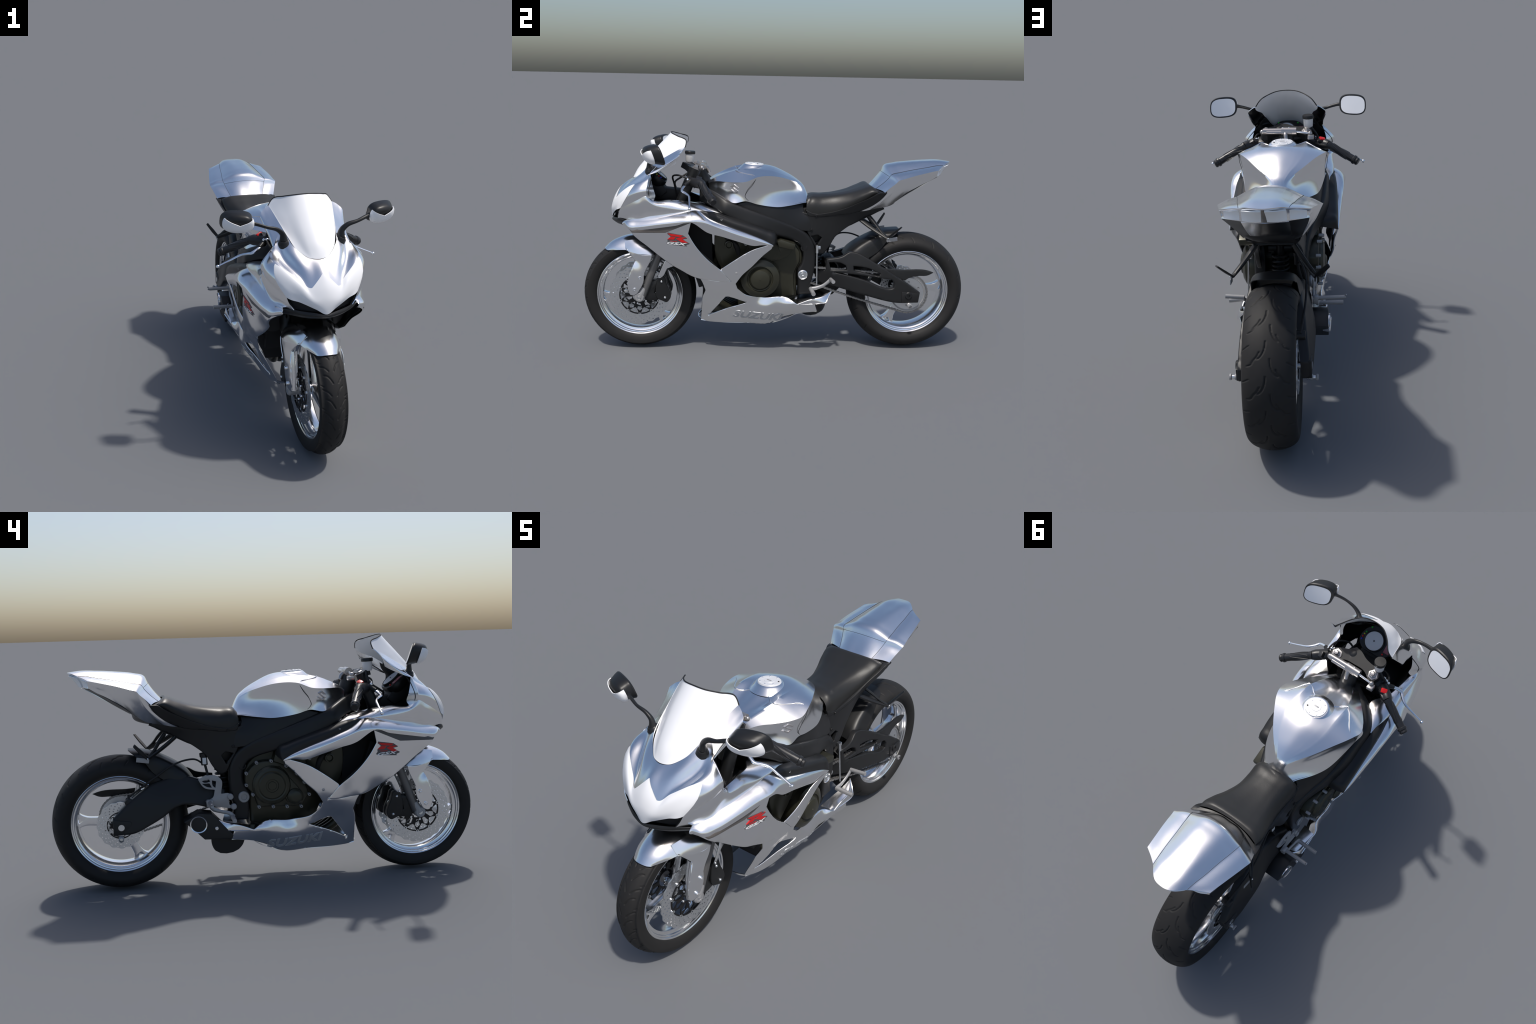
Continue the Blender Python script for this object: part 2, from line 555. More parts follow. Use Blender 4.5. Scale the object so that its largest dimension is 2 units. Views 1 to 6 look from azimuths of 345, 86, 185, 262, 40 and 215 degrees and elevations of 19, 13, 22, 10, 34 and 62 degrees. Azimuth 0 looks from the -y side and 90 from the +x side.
def disc_carrier(center, x, R, r_in, parent, arms):
    """black lattice spider that carries the rotor"""
    holes = [disc_poly(center[1:], r_in, 40)]
    def pol(r, a):
        return (center[1] + r * math.cos(a), center[2] + r * math.sin(a))
    w = 2 * math.pi / arms
    for i in range(arms):
        a = i * w
        rm_ = r_in + (R - r_in) * .52
        holes.append([pol(R - .006, a - w * .40), pol(R - .005, a), pol(R - .006, a + w * .40), pol(rm_ + .006, a + w * .22), pol(rm_ - .002, a), pol(rm_ + .006, a - w * .22)])
        b = a + w * .5
        holes.append([pol(rm_ + .004, b - w * .28), pol(rm_ + .014, b), pol(rm_ + .004, b + w * .28), pol(r_in + .01, b + w * .2), pol(r_in + .007, b), pol(r_in + .01, b - w * .2)])
    o = prism("disc_carrier", disc_poly(center[1:], R, 80), x - .003, x + .003, CARRIER, parent, holes=holes, bevel=.001, smooth_outline=False, segs=1)
    for i in range(arms):
        p = pol(R - .001, (i + .5) * w)
        lathe("disc_rivet", [(-.0045, .0035), (-.0045, .0075), (.0045, .0075), (.0045, .0035)], (x, *p), STEEL, o, n=16, closed=True)
    return o

for s in (1, -1):
    brake_disc(FW, s * .066, .156, .105, fw, 22, s)
    disc_carrier(FW, s * .068, .104, .038, fw, 10)
    for i in range(6):
        a = i * math.pi / 3 + .3
        bolt("carrier_bolt", (s * .071, FW[1] + .045 * math.cos(a), FW[2] + .045 * math.sin(a)), .006, CHROME, fw, axis=(s, 0, 0))
# rear: small rotor on the right, sprocket on the left
brake_disc(RW, -.088, .108, .062, rw, 16, -1)
disc_carrier(RW, -.087, .064, .03, rw, 6)
bpy.context.view_layer.update()

SPX = .1
teeth = 44
sp = []
for i in range(teeth):
    for f, r in ((-.32, .097), (-.14, .105), (.14, .105), (.32, .097)):
        a = 2 * math.pi * (i + f) / teeth
        sp.append((RW[1] + r * math.cos(a), RW[2] + r * math.sin(a)))
holes = [disc_poly((RW[1] + .062 * math.cos(i * math.pi / 3 + .5), RW[2] + .062 * math.sin(i * math.pi / 3 + .5)), .0065, 12) for i in range(6)]
prism("sprocket", sp, SPX - .004, SPX + .003, STEEL, rw, holes=holes, bevel=0, smooth_outline=False)
lathe("sprocket_ring", [(0, .084), (.006, .085), (.007, .089), (.004, .092), (0, .093)], (SPX, RW[1], RW[2]), GREY, rw, n=72)
lathe("sprocket_carrier", [(-.03, .0), (-.03, .075), (0, .07), (.0, .03), (.012, .028), (.012, 0)], (SPX - .004, RW[1], RW[2]), GREY, rw, n=48)

# ------------------------------------------------------------------ chain
def chain_path():
    c0, r0, c1, r1 = np.array([.185, .41]), .042, np.array([RW[1], RW[2]]), .1015
    d = c1 - c0; L = np.linalg.norm(d); th = math.atan2(d[1], d[0]); al = math.asin((r1 - r0) / L)
    top0 = c0 + r0 * np.array([math.cos(th + math.pi / 2 + al), math.sin(th + math.pi / 2 + al)])
    top1 = c1 + r1 * np.array([math.cos(th + math.pi / 2 + al), math.sin(th + math.pi / 2 + al)])
    bot0 = c0 + r0 * np.array([math.cos(th - math.pi / 2 - al), math.sin(th - math.pi / 2 - al)])
    bot1 = c1 + r1 * np.array([math.cos(th - math.pi / 2 - al), math.sin(th - math.pi / 2 - al)])
    path = [top0 + (top1 - top0) * t for t in np.linspace(0, 1, 60)]
    a0, a1 = th + math.pi / 2 + al, th - math.pi / 2 - al
    path += [c1 + r1 * np.array([math.cos(a), math.sin(a)]) for a in np.linspace(a0, a1, 60)[1:]]
    path += [bot1 + (bot0 - bot1) * t + np.array([0, -.006 * math.sin(math.pi * t)]) for t in np.linspace(0, 1, 60)[1:]]
    path += [c0 + r0 * np.array([math.cos(a), math.sin(a)]) for a in np.linspace(a1, a0 - 2 * math.pi, 30)[1:]]
    return np.array(path)
path = chain_path()
cum = np.r_[0, np.cumsum(np.linalg.norm(np.diff(path, axis=0), axis=1))]
nl = int(cum[-1] / .0158) // 2 * 2
def at_len(s):
    s = s % cum[-1]
    return np.array([np.interp(s, cum, path[:, 0]), np.interp(s, cum, path[:, 1])])
chain = lathe("drive_chain", [(-.009, 0), (-.009, .012), (.009, .012), (.009, 0)], (SPX, .185, .41), STEEL, n=20)
CH = material("dull_chain_steel", (.3, .295, .29), .4, .85)
link_me = []
for wd in (.0085, .0062):
    bm = bmesh.new()
    ring = [(-.0105, 0), (-.008, .0052), (-.003, .0036), (.003, .0036), (.008, .0052), (.0105, 0), (.008, -.0052), (.003, -.0036), (-.003, -.0036), (-.008, -.0052)]
    for sx in (-1, 1):
        a = [bm.verts.new((sx * wd - .0012, y, z)) for y, z in ring]; b = [bm.verts.new((sx * wd + .0012, y, z)) for y, z in ring]
        bm.faces.new(a); bm.faces.new(b)
        for i in range(len(ring)):
            bm.faces.new((a[i], a[(i + 1) % 10], b[(i + 1) % 10], b[i]))
    c = bmesh.ops.create_cone(bm, segments=12, radius1=.0048, radius2=.0048, depth=.02, cap_ends=True)
    bmesh.ops.rotate(bm, verts=c["verts"], matrix=Matrix.Rotation(math.pi / 2, 3, 'Y'), cent=(0, 0, 0))
    bmesh.ops.translate(bm, verts=c["verts"], vec=(0, .0079, 0))
    bmesh.ops.recalc_face_normals(bm, faces=bm.faces)
    me = bpy.data.meshes.new("chain_link"); bm.to_mesh(me); bm.free()
    me.materials.append(CH)
    link_me.append(me)
for i in range(nl):
    a, b = at_len(i * cum[-1] / nl), at_len((i + 1) * cum[-1] / nl)
    o = bpy.data.objects.new("chain_link", link_me[i % 2])
    o.parent = chain
    m = (a + b) / 2
    o.location = (SPX, m[0], m[1])
    o.rotation_euler = (math.atan2(b[1] - a[1], b[0] - a[0]), 0, 0)
    COL.objects.link(o)

# ------------------------------------------------------------------ front fork
def fork_y(z):
    return -.416 - .418 * (.965 - z)
for s in (1, -1):
    leg = tube("fork_leg", [(s * .1, fork_y(.3) + .004, .3), (s * .1, fork_y(.53), .53)], .0195, FORK, n=24, smooth=False)
    tube("fork_tube", [(s * .097, fork_y(.525), .525), (s * .097, fork_y(.955), .955)], .0265, BLACK, leg, n=24, smooth=False)
    lathe("axle_boss", [(-.035, .0), (-.035, .026), (.006, .026), (.012, .021), (.012, .012), (.006, .01), (.006, 0)], (s * .11, FW[1] + .003, FW[2]), GREY, leg, n=28, axis=(s, 0, 0))
    tube("fork_foot", [(s * .1, fork_y(.34), .34), (s * .1, FW[1] + .004, .293)], [.0195, .0245], GREY, leg, n=20, smooth=False)
    d = Vector((0, .418, 1)).normalized()
    cap = Vector((s * .096, -.418, .955))
    lathe("fork_cap", [(-.01, 0), (-.01, .024), (.0, .024), (.001, .017), (.008, .016), (.01, .012), (.018, .009), (.019, 0)], cap, DAMPER, leg, n=6, axis=d, angle=20)
    # guard plate with a folded front edge
    guard = [(-.774, .545), (-.723, .485), (-.732, .467), (-.758, .319), (-.752, .306), (-.739, .304), (-.714, .315), (-.681, .381), (-.679, .411), (-.64, .502), (-.635, .522), (-.677, .519)]
    GF = Width([(-.774, .545, .093), (-.72, .48, .113), (-.677, .52, .128), (-.635, .52, .131), (-.7, .4, .127), (-.735, .46, .12), (-.758, .32, .118), (-.735, .35, .127), (-.68, .38, .128)])
    panel("fork_guard", guard, GF, SILVER, leg, thick=.004, sign=s)
    skin("fork_guard_fold", [[(s * .113, -.725, .484), (s * .098, -.727, .484), (s * .085, -.722, .483)], [(s * .118, -.745, .4), (s * .1, -.75, .4), (s * .088, -.745, .4)],
                             [(s * .117, -.757, .315), (s * .1, -.76, .312), (s * .088, -.755, .312)]], SILVER, leg, thick=.003)
    for y, z in ((-.7, .398), (-.728, .337)):
        bolt("guard_bolt", (s * .128, y, z), .0085, CHROME, leg, axis=(s, 0, 0))
    # brake caliper: two halves and a bridge
    cal = prism("brake_caliper", [(-.606, .4), (-.578, .398), (-.566, .361), (-.549, .283), (-.567, .264), (-.59, .272), (-.612, .283), (-.622, .35)], .078, .108, BLACK, bevel=.009, segs=4, corner=70)
    if s < 0:
        bpy.data.objects.remove(cal); cal = prism("brake_caliper", [(-.606, .4), (-.578, .398), (-.566, .361), (-.549, .283), (-.567, .264), (-.59, .272), (-.612, .283), (-.622, .35)], -.108, -.078, BLACK, bevel=.009, segs=4, corner=70)
    x0, x1 = sorted((s * .04, s * .058))
    prism("caliper_half", [(-.606, .4), (-.578, .398), (-.566, .361), (-.549, .283), (-.567, .264), (-.59, .272), (-.612, .283), (-.622, .35)], x0, x1, BLACK, cal, bevel=.006, corner=70)
    x0, x1 = sorted((s * .08, s * .1))
    prism("caliper_bracket", [(-.672, .368), (-.606, .38), (-.6, .35), (-.618, .345), (-.63, .31), (-.606, .3), (-.606, .278), (-.652, .27), (-.69, .294)], x0, x1, BLACK, cal, bevel=.004, corner=60)
    block("caliper_bridge", (s * .072, -.575, .335), (.07, .022, .07), BLACK, cal, rot=(.2, 0, 0), bevel=.004)
    for z in (.375, .29):
        ball("caliper_bolt", (s * .108, -.592 + (.375 - z) * .2, z), .007, STEEL, cal)

# front axle
tube("axle", [(-.12, FW[1], FW[2]), (.12, FW[1], FW[2])], .012, STEEL, n=18, smooth=False)

# ------------------------------------------------------------------ front mudguard
fen = [
    [(0, -.888, .531), (.016, -.886, .53), (.032, -.88, .527), (.045, -.869, .524)],
    [(0, -.855, .562), (.03, -.851, .557), (.054, -.841, .545), (.068, -.828, .53)],
    [(0, -.79, .592), (.038, -.786, .587), (.066, -.778, .568), (.089, -.772, .536)],
    [(0, -.71, .603), (.042, -.707, .599), (.074, -.7, .582), (.105, -.69, .54)],
    [(0, -.64, .598), (.042, -.636, .592), (.075, -.625, .57), (.104, -.61, .526)],
    [(0, -.56, .562), (.042, -.558, .557), (.07, -.55, .536), (.09, -.535, .5)]]
mud = skin("mudguard", fen, SILVER, half=True, nu=8, nv=7, thick=.0035)
mud.name = "mudguard"
for s in (1, -1):
    skin("mudguard_shoulder", [[(s * .066, -.778, .578), (s * .089, -.774, .541), (s * .094, -.77, .536)], [(s * .08, -.72, .588), (s * .108, -.72, .553), (s * .12, -.717, .524)],
                               [(s * .082, -.66, .584), (s * .118, -.665, .552), (s * .131, -.668, .521)], [(s * .08, -.61, .57), (s * .115, -.62, .545), (s * .131, -.63, .52)]], SILVER, mud, thick=.003)
    panel("mudguard_stay", [(-.57, .491), (-.52, .457), (-.562, .444), (-.592, .396), (-.604, .391), (-.611, .404), (-.59, .45)], Width([(-.57, .49, .117), (-.52, .457, .1), (-.6, .4, .114), (-.56, .444, .112)]), SILVER, mud, sign=s)
    bolt("stay_bolt", (s * .113, -.603, .401), .006, CHROME, mud, axis=(s, 0, 0))

# ------------------------------------------------------------------ nose fairing
cowl = [
    [(0, -.737, .895), (0, -.787, .861), (0, -.823, .813), (0, -.841, .767), (0, -.846, .73), (0, -.844, .694)],
    [(.036, -.728, .899), (.04, -.776, .857), (.056, -.814, .804), (.052, -.835, .766), (.05, -.84, .742), (.042, -.835, .716)],
    [(.068, -.702, .915), (.082, -.737, .886), (.094, -.764, .842), (.104, -.803, .815), (.108, -.813, .776), (.1, -.814, .743)],
    [(.099, -.664, .948), (.121, -.672, .928), (.138, -.693, .882), (.166, -.735, .872), (.178, -.76, .82), (.155, -.785, .762)],
    [(.111, -.622, .978), (.135, -.631, .955), (.155, -.65, .92), (.196, -.672, .897), (.222, -.69, .855), (.213, -.695, .812)],
    [(.118, -.592, .996), (.146, -.61, .966), (.166, -.638, .935), (.196, -.645, .905), (.225, -.652, .865), (.222, -.652, .832)]]
def two_sided(name, rows, mat, parent, **k):
    a = skin(name, rows, mat, parent, **k)
    return a, mirrored(a)

# full symmetric cowl: run from left cockpit edge round the nose to the right one
full = [[(-x, y, z) for x, y, z in r] for r in reversed(cowl[1:])] + cowl
nose = skin("nose_fairing", full, SILVER, nu=9, nv=7, thick=.003, angle=60)

# headlight: white lens that follows the lower half of the cowl
HV, HF, hr, hc = surf(full, 12, 10)
HV = HV.reshape(hr, hc, 3)
def headlight():
    """pick the part of the cowl that lies below the pointed upper edge of the lamp"""
    P = HV
    N = np.cross(np.gradient(P, axis=0), np.gradient(P, axis=1))
    N /= np.linalg.norm(N, axis=2)[..., None] + 1e-12
    if N[hr // 2, hc // 2, 1] > 0:
        N = -N
    # lamp upper edge as v fraction for each u: centre peak, notch, outer horn
    vt = np.interp(np.linspace(-5, 5, hr).__abs__(), [0, .55, 1.0, 1.25, 2, 3, 3.45, 3.5], [1.03, 1.55, 2.03, 2.15, 2.45, 2.95, 3.05, 5.0])
    V, F = [], []
    m = 28
    idx = [i for i in range(hr) if abs(-5 + 10 * i / (hr - 1)) <= 3.46]
    for i in idx:
        u = abs(-5 + 10 * i / (hr - 1))
        hi = 5.0 if u <= 3 else 5.0 - (u - 3) / .46 * 1.9
        for j in range(m):
            v = (vt[i] + (hi - vt[i]) * j / (m - 1)) * 10
            a = min(int(v), hc - 2); t = v - a
            V.append(P[i, a] * (1 - t) + P[i, a + 1] * t + (N[i, a] * (1 - t) + N[i, a + 1] * t) * .0016)
    for i in range(len(idx) - 1):
        for j in range(m - 1):
            F.append((i * m + j, i * m + j + 1, (i + 1) * m + j + 1, (i + 1) * m + j))
    return add("headlight", V, F, WHITE, nose, 60)
headlight()

# wings of the cowl beside the screen
wing = [[(.118, -.592, .996), (.142, -.607, .97), (.163, -.63, .942), (.172, -.652, .927)],
        [(.128, -.545, 1.024), (.152, -.558, .998), (.17, -.585, .965), (.172, -.6, .944)],
        [(.138, -.5, 1.05), (.163, -.51, 1.03), (.182, -.53, .995), (.174, -.535, .972)],
        [(.145, -.468, 1.066), (.17, -.478, 1.052), (.189, -.497, 1.022), (.176, -.512, .985)]]
two_sided("cowl_wing", wing, SILVER, nose, nu=6, nv=6, thick=.003)

screen = [
    [(0, -.735, .897), (.024, -.732, .899), (.042, -.724, .902), (.058, -.71, .909)],
    [(0, -.712, .94), (.034, -.706, .936), (.062, -.69, .931), (.085, -.678, .931)],
    [(0, -.68, .98), (.042, -.672, .976), (.078, -.65, .966), (.104, -.633, .966)],
    [(0, -.615, 1.05), (.05, -.606, 1.045), (.094, -.58, 1.03), (.125, -.556, 1.016)],
    [(0, -.56, 1.107), (.055, -.55, 1.1), (.104, -.512, 1.083), (.146, -.467, 1.064)],
    [(0, -.541, 1.127), (.05, -.533, 1.123), (.09, -.503, 1.112), (.124, -.463, 1.095)]]
skin("windscreen", screen, WHITE, nose, half=True, nu=8, nv=8, thick=.0025, angle=50)
rim_pts = [(-x, y, z) for x, y, z in reversed(screen[-1][1:])] + screen[-1]
tube("screen_edge", [(-.146, -.466, 1.064)] + rim_pts + [(.146, -.466, 1.064)], .0026, MATT, nose, n=8)

# cheek below the seam and the ledge that runs back beside the tank
cheek = [
    [(.155, -.785, .762), (.15, -.793, .745), (.142, -.798, .728), (.128, -.802, .708)],
    [(.187, -.742, .787), (.192, -.738, .76), (.183, -.738, .733), (.168, -.74, .704)],
    [(.213, -.695, .812), (.219, -.688, .785), (.208, -.684, .745), (.188, -.685, .7)],
    [(.222, -.652, .832), (.225, -.646, .8), (.215, -.64, .765), (.195, -.64, .712)],
    [(.2, -.622, .81), (.22, -.61, .797), (.222, -.6, .765), (.203, -.6, .718)],
    [(.188, -.54, .81), (.212, -.533, .8), (.226, -.525, .768), (.212, -.52, .73)],
    [(.168, -.46, .801), (.197, -.452, .794), (.226, -.442, .769), (.22, -.44, .74)],
    [(.122, -.395, .784), (.168, -.388, .786), (.215, -.372, .768), (.222, -.37, .745)],
    [(.165, -.335, .768), (.185, -.328, .766), (.205, -.32, .756), (.21, -.318, .748)],
    [(.2, -.285, .745), (.201, -.284, .744), (.203, -.284, .743), (.205, -.284, .742)]]
two_sided("cheek_fairing", cheek, SILVER, nose, nu=6, nv=6, thick=.003, angle=50)
strip_c = [[(.17, -.64, .932), (.168, -.637, .928)], [(.197, -.645, .904), (.178, -.632, .9)], [(.226, -.652, .864), (.186, -.622, .86)], [(.223, -.651, .832), (.182, -.614, .828)], [(.212, -.636, .808), (.198, -.62, .808)]]
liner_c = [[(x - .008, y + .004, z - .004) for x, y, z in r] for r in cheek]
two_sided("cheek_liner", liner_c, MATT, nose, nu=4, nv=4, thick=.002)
two_sided("cockpit_rim", strip_c, SILVER, nose, nu=5, nv=3, thick=.003)

# black sheet standing in for the intake opening, and chin under the lamp
chin = [
    [(0, -.842, .692), (0, -.847, .684), (0, -.84, .676), (0, -.74, .66)],
    [(.05, -.832, .7), (.05, -.838, .688), (.05, -.83, .678), (.05, -.73, .66)],
    [(.1, -.812, .705), (.102, -.816, .692), (.1, -.808, .682), (.1, -.71, .66)],
    [(.128, -.8, .71), (.132, -.8, .7), (.13, -.79, .688), (.13, -.7, .665)],
    [(.165, -.755, .7), (.17, -.75, .695), (.165, -.74, .68), (.15, -.66, .67)]]
full_chin = [[(-x, y, z) for x, y, z in r] for r in reversed(chin[1:])] + chin
skin("chin_spoiler", full_chin, BLACK, nose, nu=6, nv=5, thick=.003)
mouth_sheet = [
    [(0, -.838, .7), (0, -.832, .692)],
    [(.045, -.825, .72), (.05, -.826, .7)],
    [(.1, -.8, .745), (.102, -.802, .703)],
    [(.148, -.775, .762), (.128, -.79, .706)]]
full_m = [[(-x, y + .012, z) for x, y, z in r] for r in reversed(mouth_sheet[1:])] + [[(x, y + .012, z) for x, y, z in r] for r in mouth_sheet]
skin("intake_dark_sheet", full_m, MATT, nose, nu=6, nv=4, thick=.003)

# ------------------------------------------------------------------ mirrors
for s in (1, -1):
    stalk = tube("mirror_stalk", [(s * .127, -.642, .958), (s * .131, -.641, .985), (s * .15, -.643, 1.005), (s * .2, -.645, 1.022), (s * .245, -.634, 1.036), (s * .275, -.625, 1.042)],
                 [.019, .0135, .011, .008, .009, .014], BLACK, n=16, flat=.75)
    lathe("mirror_foot", [(-.016, .027), (-.004, .026), (0, .022), (.006, .02), (.01, .015), (.01, 0)], (s * .126, -.643, .952), BLACK, stalk, n=24, axis=(s * .25, -.35, .9))
    # housing: rounded lens shape, deeper towards the front; face looks back
    def ring(y, cx, cz, a, b, e=2.6, n=18):
        out = []
        for i in range(n):
            t = 2 * math.pi * i / n
            c, q = math.cos(t), math.sin(t)
            dx_, dz_ = a * math.copysign(abs(c) ** (2 / e), c), b * math.copysign(abs(q) ** (2 / e), q)
            out.append((s * (cx + dx_), y + .32 * dx_ - .36 * dz_, cz + dz_))
        return out
    house = solid("mirror_housing", [ring(-.578, .318, 1.043, .0625, .0455, 3), ring(-.583, .318, 1.043, .0645, .0475, 3), ring(-.592, .318, 1.043, .063, .046, 3), ring(-.612, .317, 1.042, .06, .043, 2.6),
                                     ring(-.635, .316, 1.041, .051, .035), ring(-.648, .316, 1.04, .034, .022, 2.2), ring(-.651, .316, 1.04, .01, .008, 2)], BLACK, stalk, nu=5, nv=3)
    gl = ring(-.5765, .319, 1.043, .0575, .0405, 3, 40)
    add("mirror_glass", gl, [tuple(range(40))], GLASS, house)
    ind = [ring(-.6, .318, 1.0425, .067, .0475, 2.8, 24), ring(-.622, .317, 1.041, .0595, .041, 2.6, 24), ring(-.639, .3165, 1.0405, .0555, .037, 2.5, 24), ring(-.6525, .316, 1.0395, .036, .0235, 2.2, 24), ring(-.656, .316, 1.039, .012, .009, 2, 24), ring(-.6565, .316, 1.039, .0004, .0004, 2, 24)]
    rows = [[r[k % 24] for k in range(10, 27)] for r in ind[1:]]
    skin("mirror_indicator", rows, WHITE, house, nu=5, nv=3, thick=.003, offset=1)

# ------------------------------------------------------------------ side fairing
MAINF = Width([(-.764, .685, .165), (-.736, .658, .205), (-.43, .70, .264), (-.447, .66, .257), (-.293, .467, .221), (-.24, .405, .214),
               (-.6, .655, .237), (-.70, .62, .212), (-.53, .505, .222), (-.39, .425, .208), (-.43, .42, .19), (-.56, .495, .2), (-.66, .58, .195), (-.5, .6, .245)])
MAIN = [(-.752, .669), (-.7, .675), (-.6, .69), (-.5, .706), (-.434, .716), (-.444, .675), (-.449, .655), (-.427, .614), (-.387, .557), (-.346, .512), (-.294, .467), (-.238, .404),
        (-.263, .399), (-.325, .406), (-.43, .422), (-.492, .46), (-.554, .499), (-.657, .581), (-.715, .633)]
side = panel("side_fairing", MAIN, MAINF, SILVER, thick=.006, round_edge=.005)
side2 = mirrored(side)
sides = {1: side, -1: side2}

# rolled upper arm of the side fairing: rows from the round front end to the rear point
arm = [
    [(.163, -.766, .699), (.167, -.773, .695), (.17, -.776, .689), (.171, -.774, .683), (.168, -.766, .676)],
    [(.16, -.748, .708), (.168, -.764, .702), (.172, -.77, .691), (.172, -.766, .679), (.168, -.75, .668)],
    [(.166, -.733, .714), (.184, -.745, .706), (.198, -.752, .691), (.205, -.749, .675), (.204, -.735, .66)],
    [(.175, -.699, .723), (.193, -.702, .714), (.21, -.704, .7), (.223, -.702, .682), (.221, -.697, .664)],
    [(.192, -.605, .743), (.213, -.605, .734), (.233, -.605, .72), (.248, -.605, .702), (.247, -.605, .679)],
    [(.207, -.508, .758), (.228, -.508, .75), (.248, -.508, .737), (.264, -.508, .718), (.265, -.508, .696)],
    [(.22, -.435, .767), (.24, -.435, .759), (.26, -.432, .747), (.276, -.43, .729), (.28, -.429, .713)],
    [(.228, -.395, .76), (.247, -.39, .751), (.264, -.382, .736), (.275, -.37, .712), (.262, -.36, .664)],
    [(.237, -.334, .725), (.25, -.328, .718), (.262, -.318, .706), (.27, -.3, .685), (.256, -.285, .641)],
    [(.241, -.256, .693), (.252, -.25, .686), (.261, -.238, .673), (.264, -.222, .652), (.251, -.2, .614)],
    [(.243, -.152, .653), (.251, -.149, .646), (.256, -.143, .634), (.256, -.138, .618), (.247, -.13, .594)],
    [(.243, -.07, .619), (.248, -.07, .615), (.25, -.07, .609), (.25, -.07, .604), (.245, -.07, .597)],
    [(.242, -.034, .599), (.244, -.033, .597), (.244, -.032, .595), (.244, -.032, .592), (.242, -.033, .589)]]
a, b = two_sided("side_fairing_arm", arm, SILVER, side, nu=6, nv=5, thick=.004, angle=60)
b.parent = side2
lin = panel("fairing_liner", [(-.72, .65), (-.56, .652), (-.45, .69), (-.452, .655), (-.43, .612), (-.3, .468), (-.27, .42), (-.43, .432), (-.6, .545)], lambda Q: MAINF(Q) - .012, MATT, side, thick=.003, round_edge=0)
mirrored(lin, parent=side2)
# recessed warm grey strip under the arm; shade painted into the right copy
for s in (1, -1):
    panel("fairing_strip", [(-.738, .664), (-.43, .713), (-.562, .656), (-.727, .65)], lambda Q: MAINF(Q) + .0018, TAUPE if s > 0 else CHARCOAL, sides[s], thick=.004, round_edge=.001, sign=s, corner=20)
    bolt("fairing_bolt", (s * .1865, -.721, .698), .0055, CHROME, sides[s], axis=(s * .8, -.3, .4))

# lower fairing: boomerang, leading blade and belly pan in one moulding
LOWF = Width([(-.035, .59, .243), (-.139, .588, .242), (-.293, .467, .217), (-.212, .45, .228), (-.218, .396, .21), (-.384, .392, .176), (-.3, .36, .186), (-.36, .25, .124),
              (-.391, .165, .078), (-.33, .155, .1), (-.368, .178, .09), (-.176, .228, .163), (-.055, .262, .181), (.066, .285, .188), (-.165, .32, .186), (-.26, .31, .162), (-.084, .305, .165), (.06, .304, .17),
              (.093, .275, .192), (.243, .281, .198), (.281, .338, .155), (-.15, .16, .118), (-.01, .163, .126), (.03, .182, .125), (.1, .22, .16), (.2, .24, .186)])
LOW = [(-.292, .466), (-.238, .403), (-.3, .402), (-.395, .412), (-.384, .392), (-.367, .344), (-.38, .309), (-.387, .238), (-.393, .163), (-.372, .157), (-.32, .156), (-.2, .156), (-.012, .163),
       (.028, .186), (.1, .217), (.204, .238), (.19, .279), (.248, .285), (.284, .342), (.236, .321), (.152, .3), (.1, .279), (.06, .304), (-.084, .311), (-.165, .33), (-.205, .363),
       (-.214, .39), (-.183, .436), (-.136, .48), (-.074, .546), (-.039, .577), (-.034, .592), (-.051, .6), (-.137, .57), (-.231, .512)]
SLOT = [(-.353, .194), (-.264, .309), (-.254, .309), (-.157, .285), (-.261, .243)]
low = panel("belly_fairing", LOW, LOWF, SILVER, holes=[SLOT], thick=.005, round_edge=.004, corner=30)
low2 = mirrored(low)
lows = {1: low, -1: low2}
for s in (1, -1):
    bolt("fairing_bolt", (s * .226, -.212, .45), .0065, GREY, lows[s], axis=(s, 0, 0), depth=.004)
# inward lips along the lower edges, and a thin tie bar across the front
lip_b = [[(.078, -.391, .163), (.06, -.392, .158)], [(.098, -.3, .157), (.075, -.3, .151)], [(.113, -.15, .158), (.085, -.15, .151)], [(.122, -.01, .164), (.095, -.01, .157)], [(.14, .05, .19), (.112, .05, .184)], [(.16, .1, .22), (.13, .1, .214)], [(.184, .2, .24), (.15, .2, .234)]]
a, b = two_sided("belly_lip", lip_b, SILVER, low, nu=5, nv=3, thick=.003)
b.parent = low2
skin("belly_tie_bar", [[(-.08, -.391, .172), (-.045, -.403, .169), (0, -.408, .168), (.045, -.403, .169), (.08, -.391, .172)], [(-.078, -.39, .161), (-.045, -.4, .158), (0, -.405, .157), (.045, -.4, .158), (.078, -.39, .161)]], SILVER, low, nu=3, nv=6, thick=.003)
# rear wing of the belly pan: shelf that folds inwards
shelf = [[(.19, .095, .276), (.165, .095, .282), (.125, .085, .285)], [(.195, .16, .279), (.165, .165, .29), (.13, .165, .296)], [(.2, .225, .285), (.172, .235, .305), (.14, .24, .315)], [(.196, .248, .288), (.178, .263, .315), (.152, .283, .342)]]
a, b = two_sided("belly_shelf", shelf, SILVER, low, nu=4, nv=4, thick=.003)
b.parent = low2

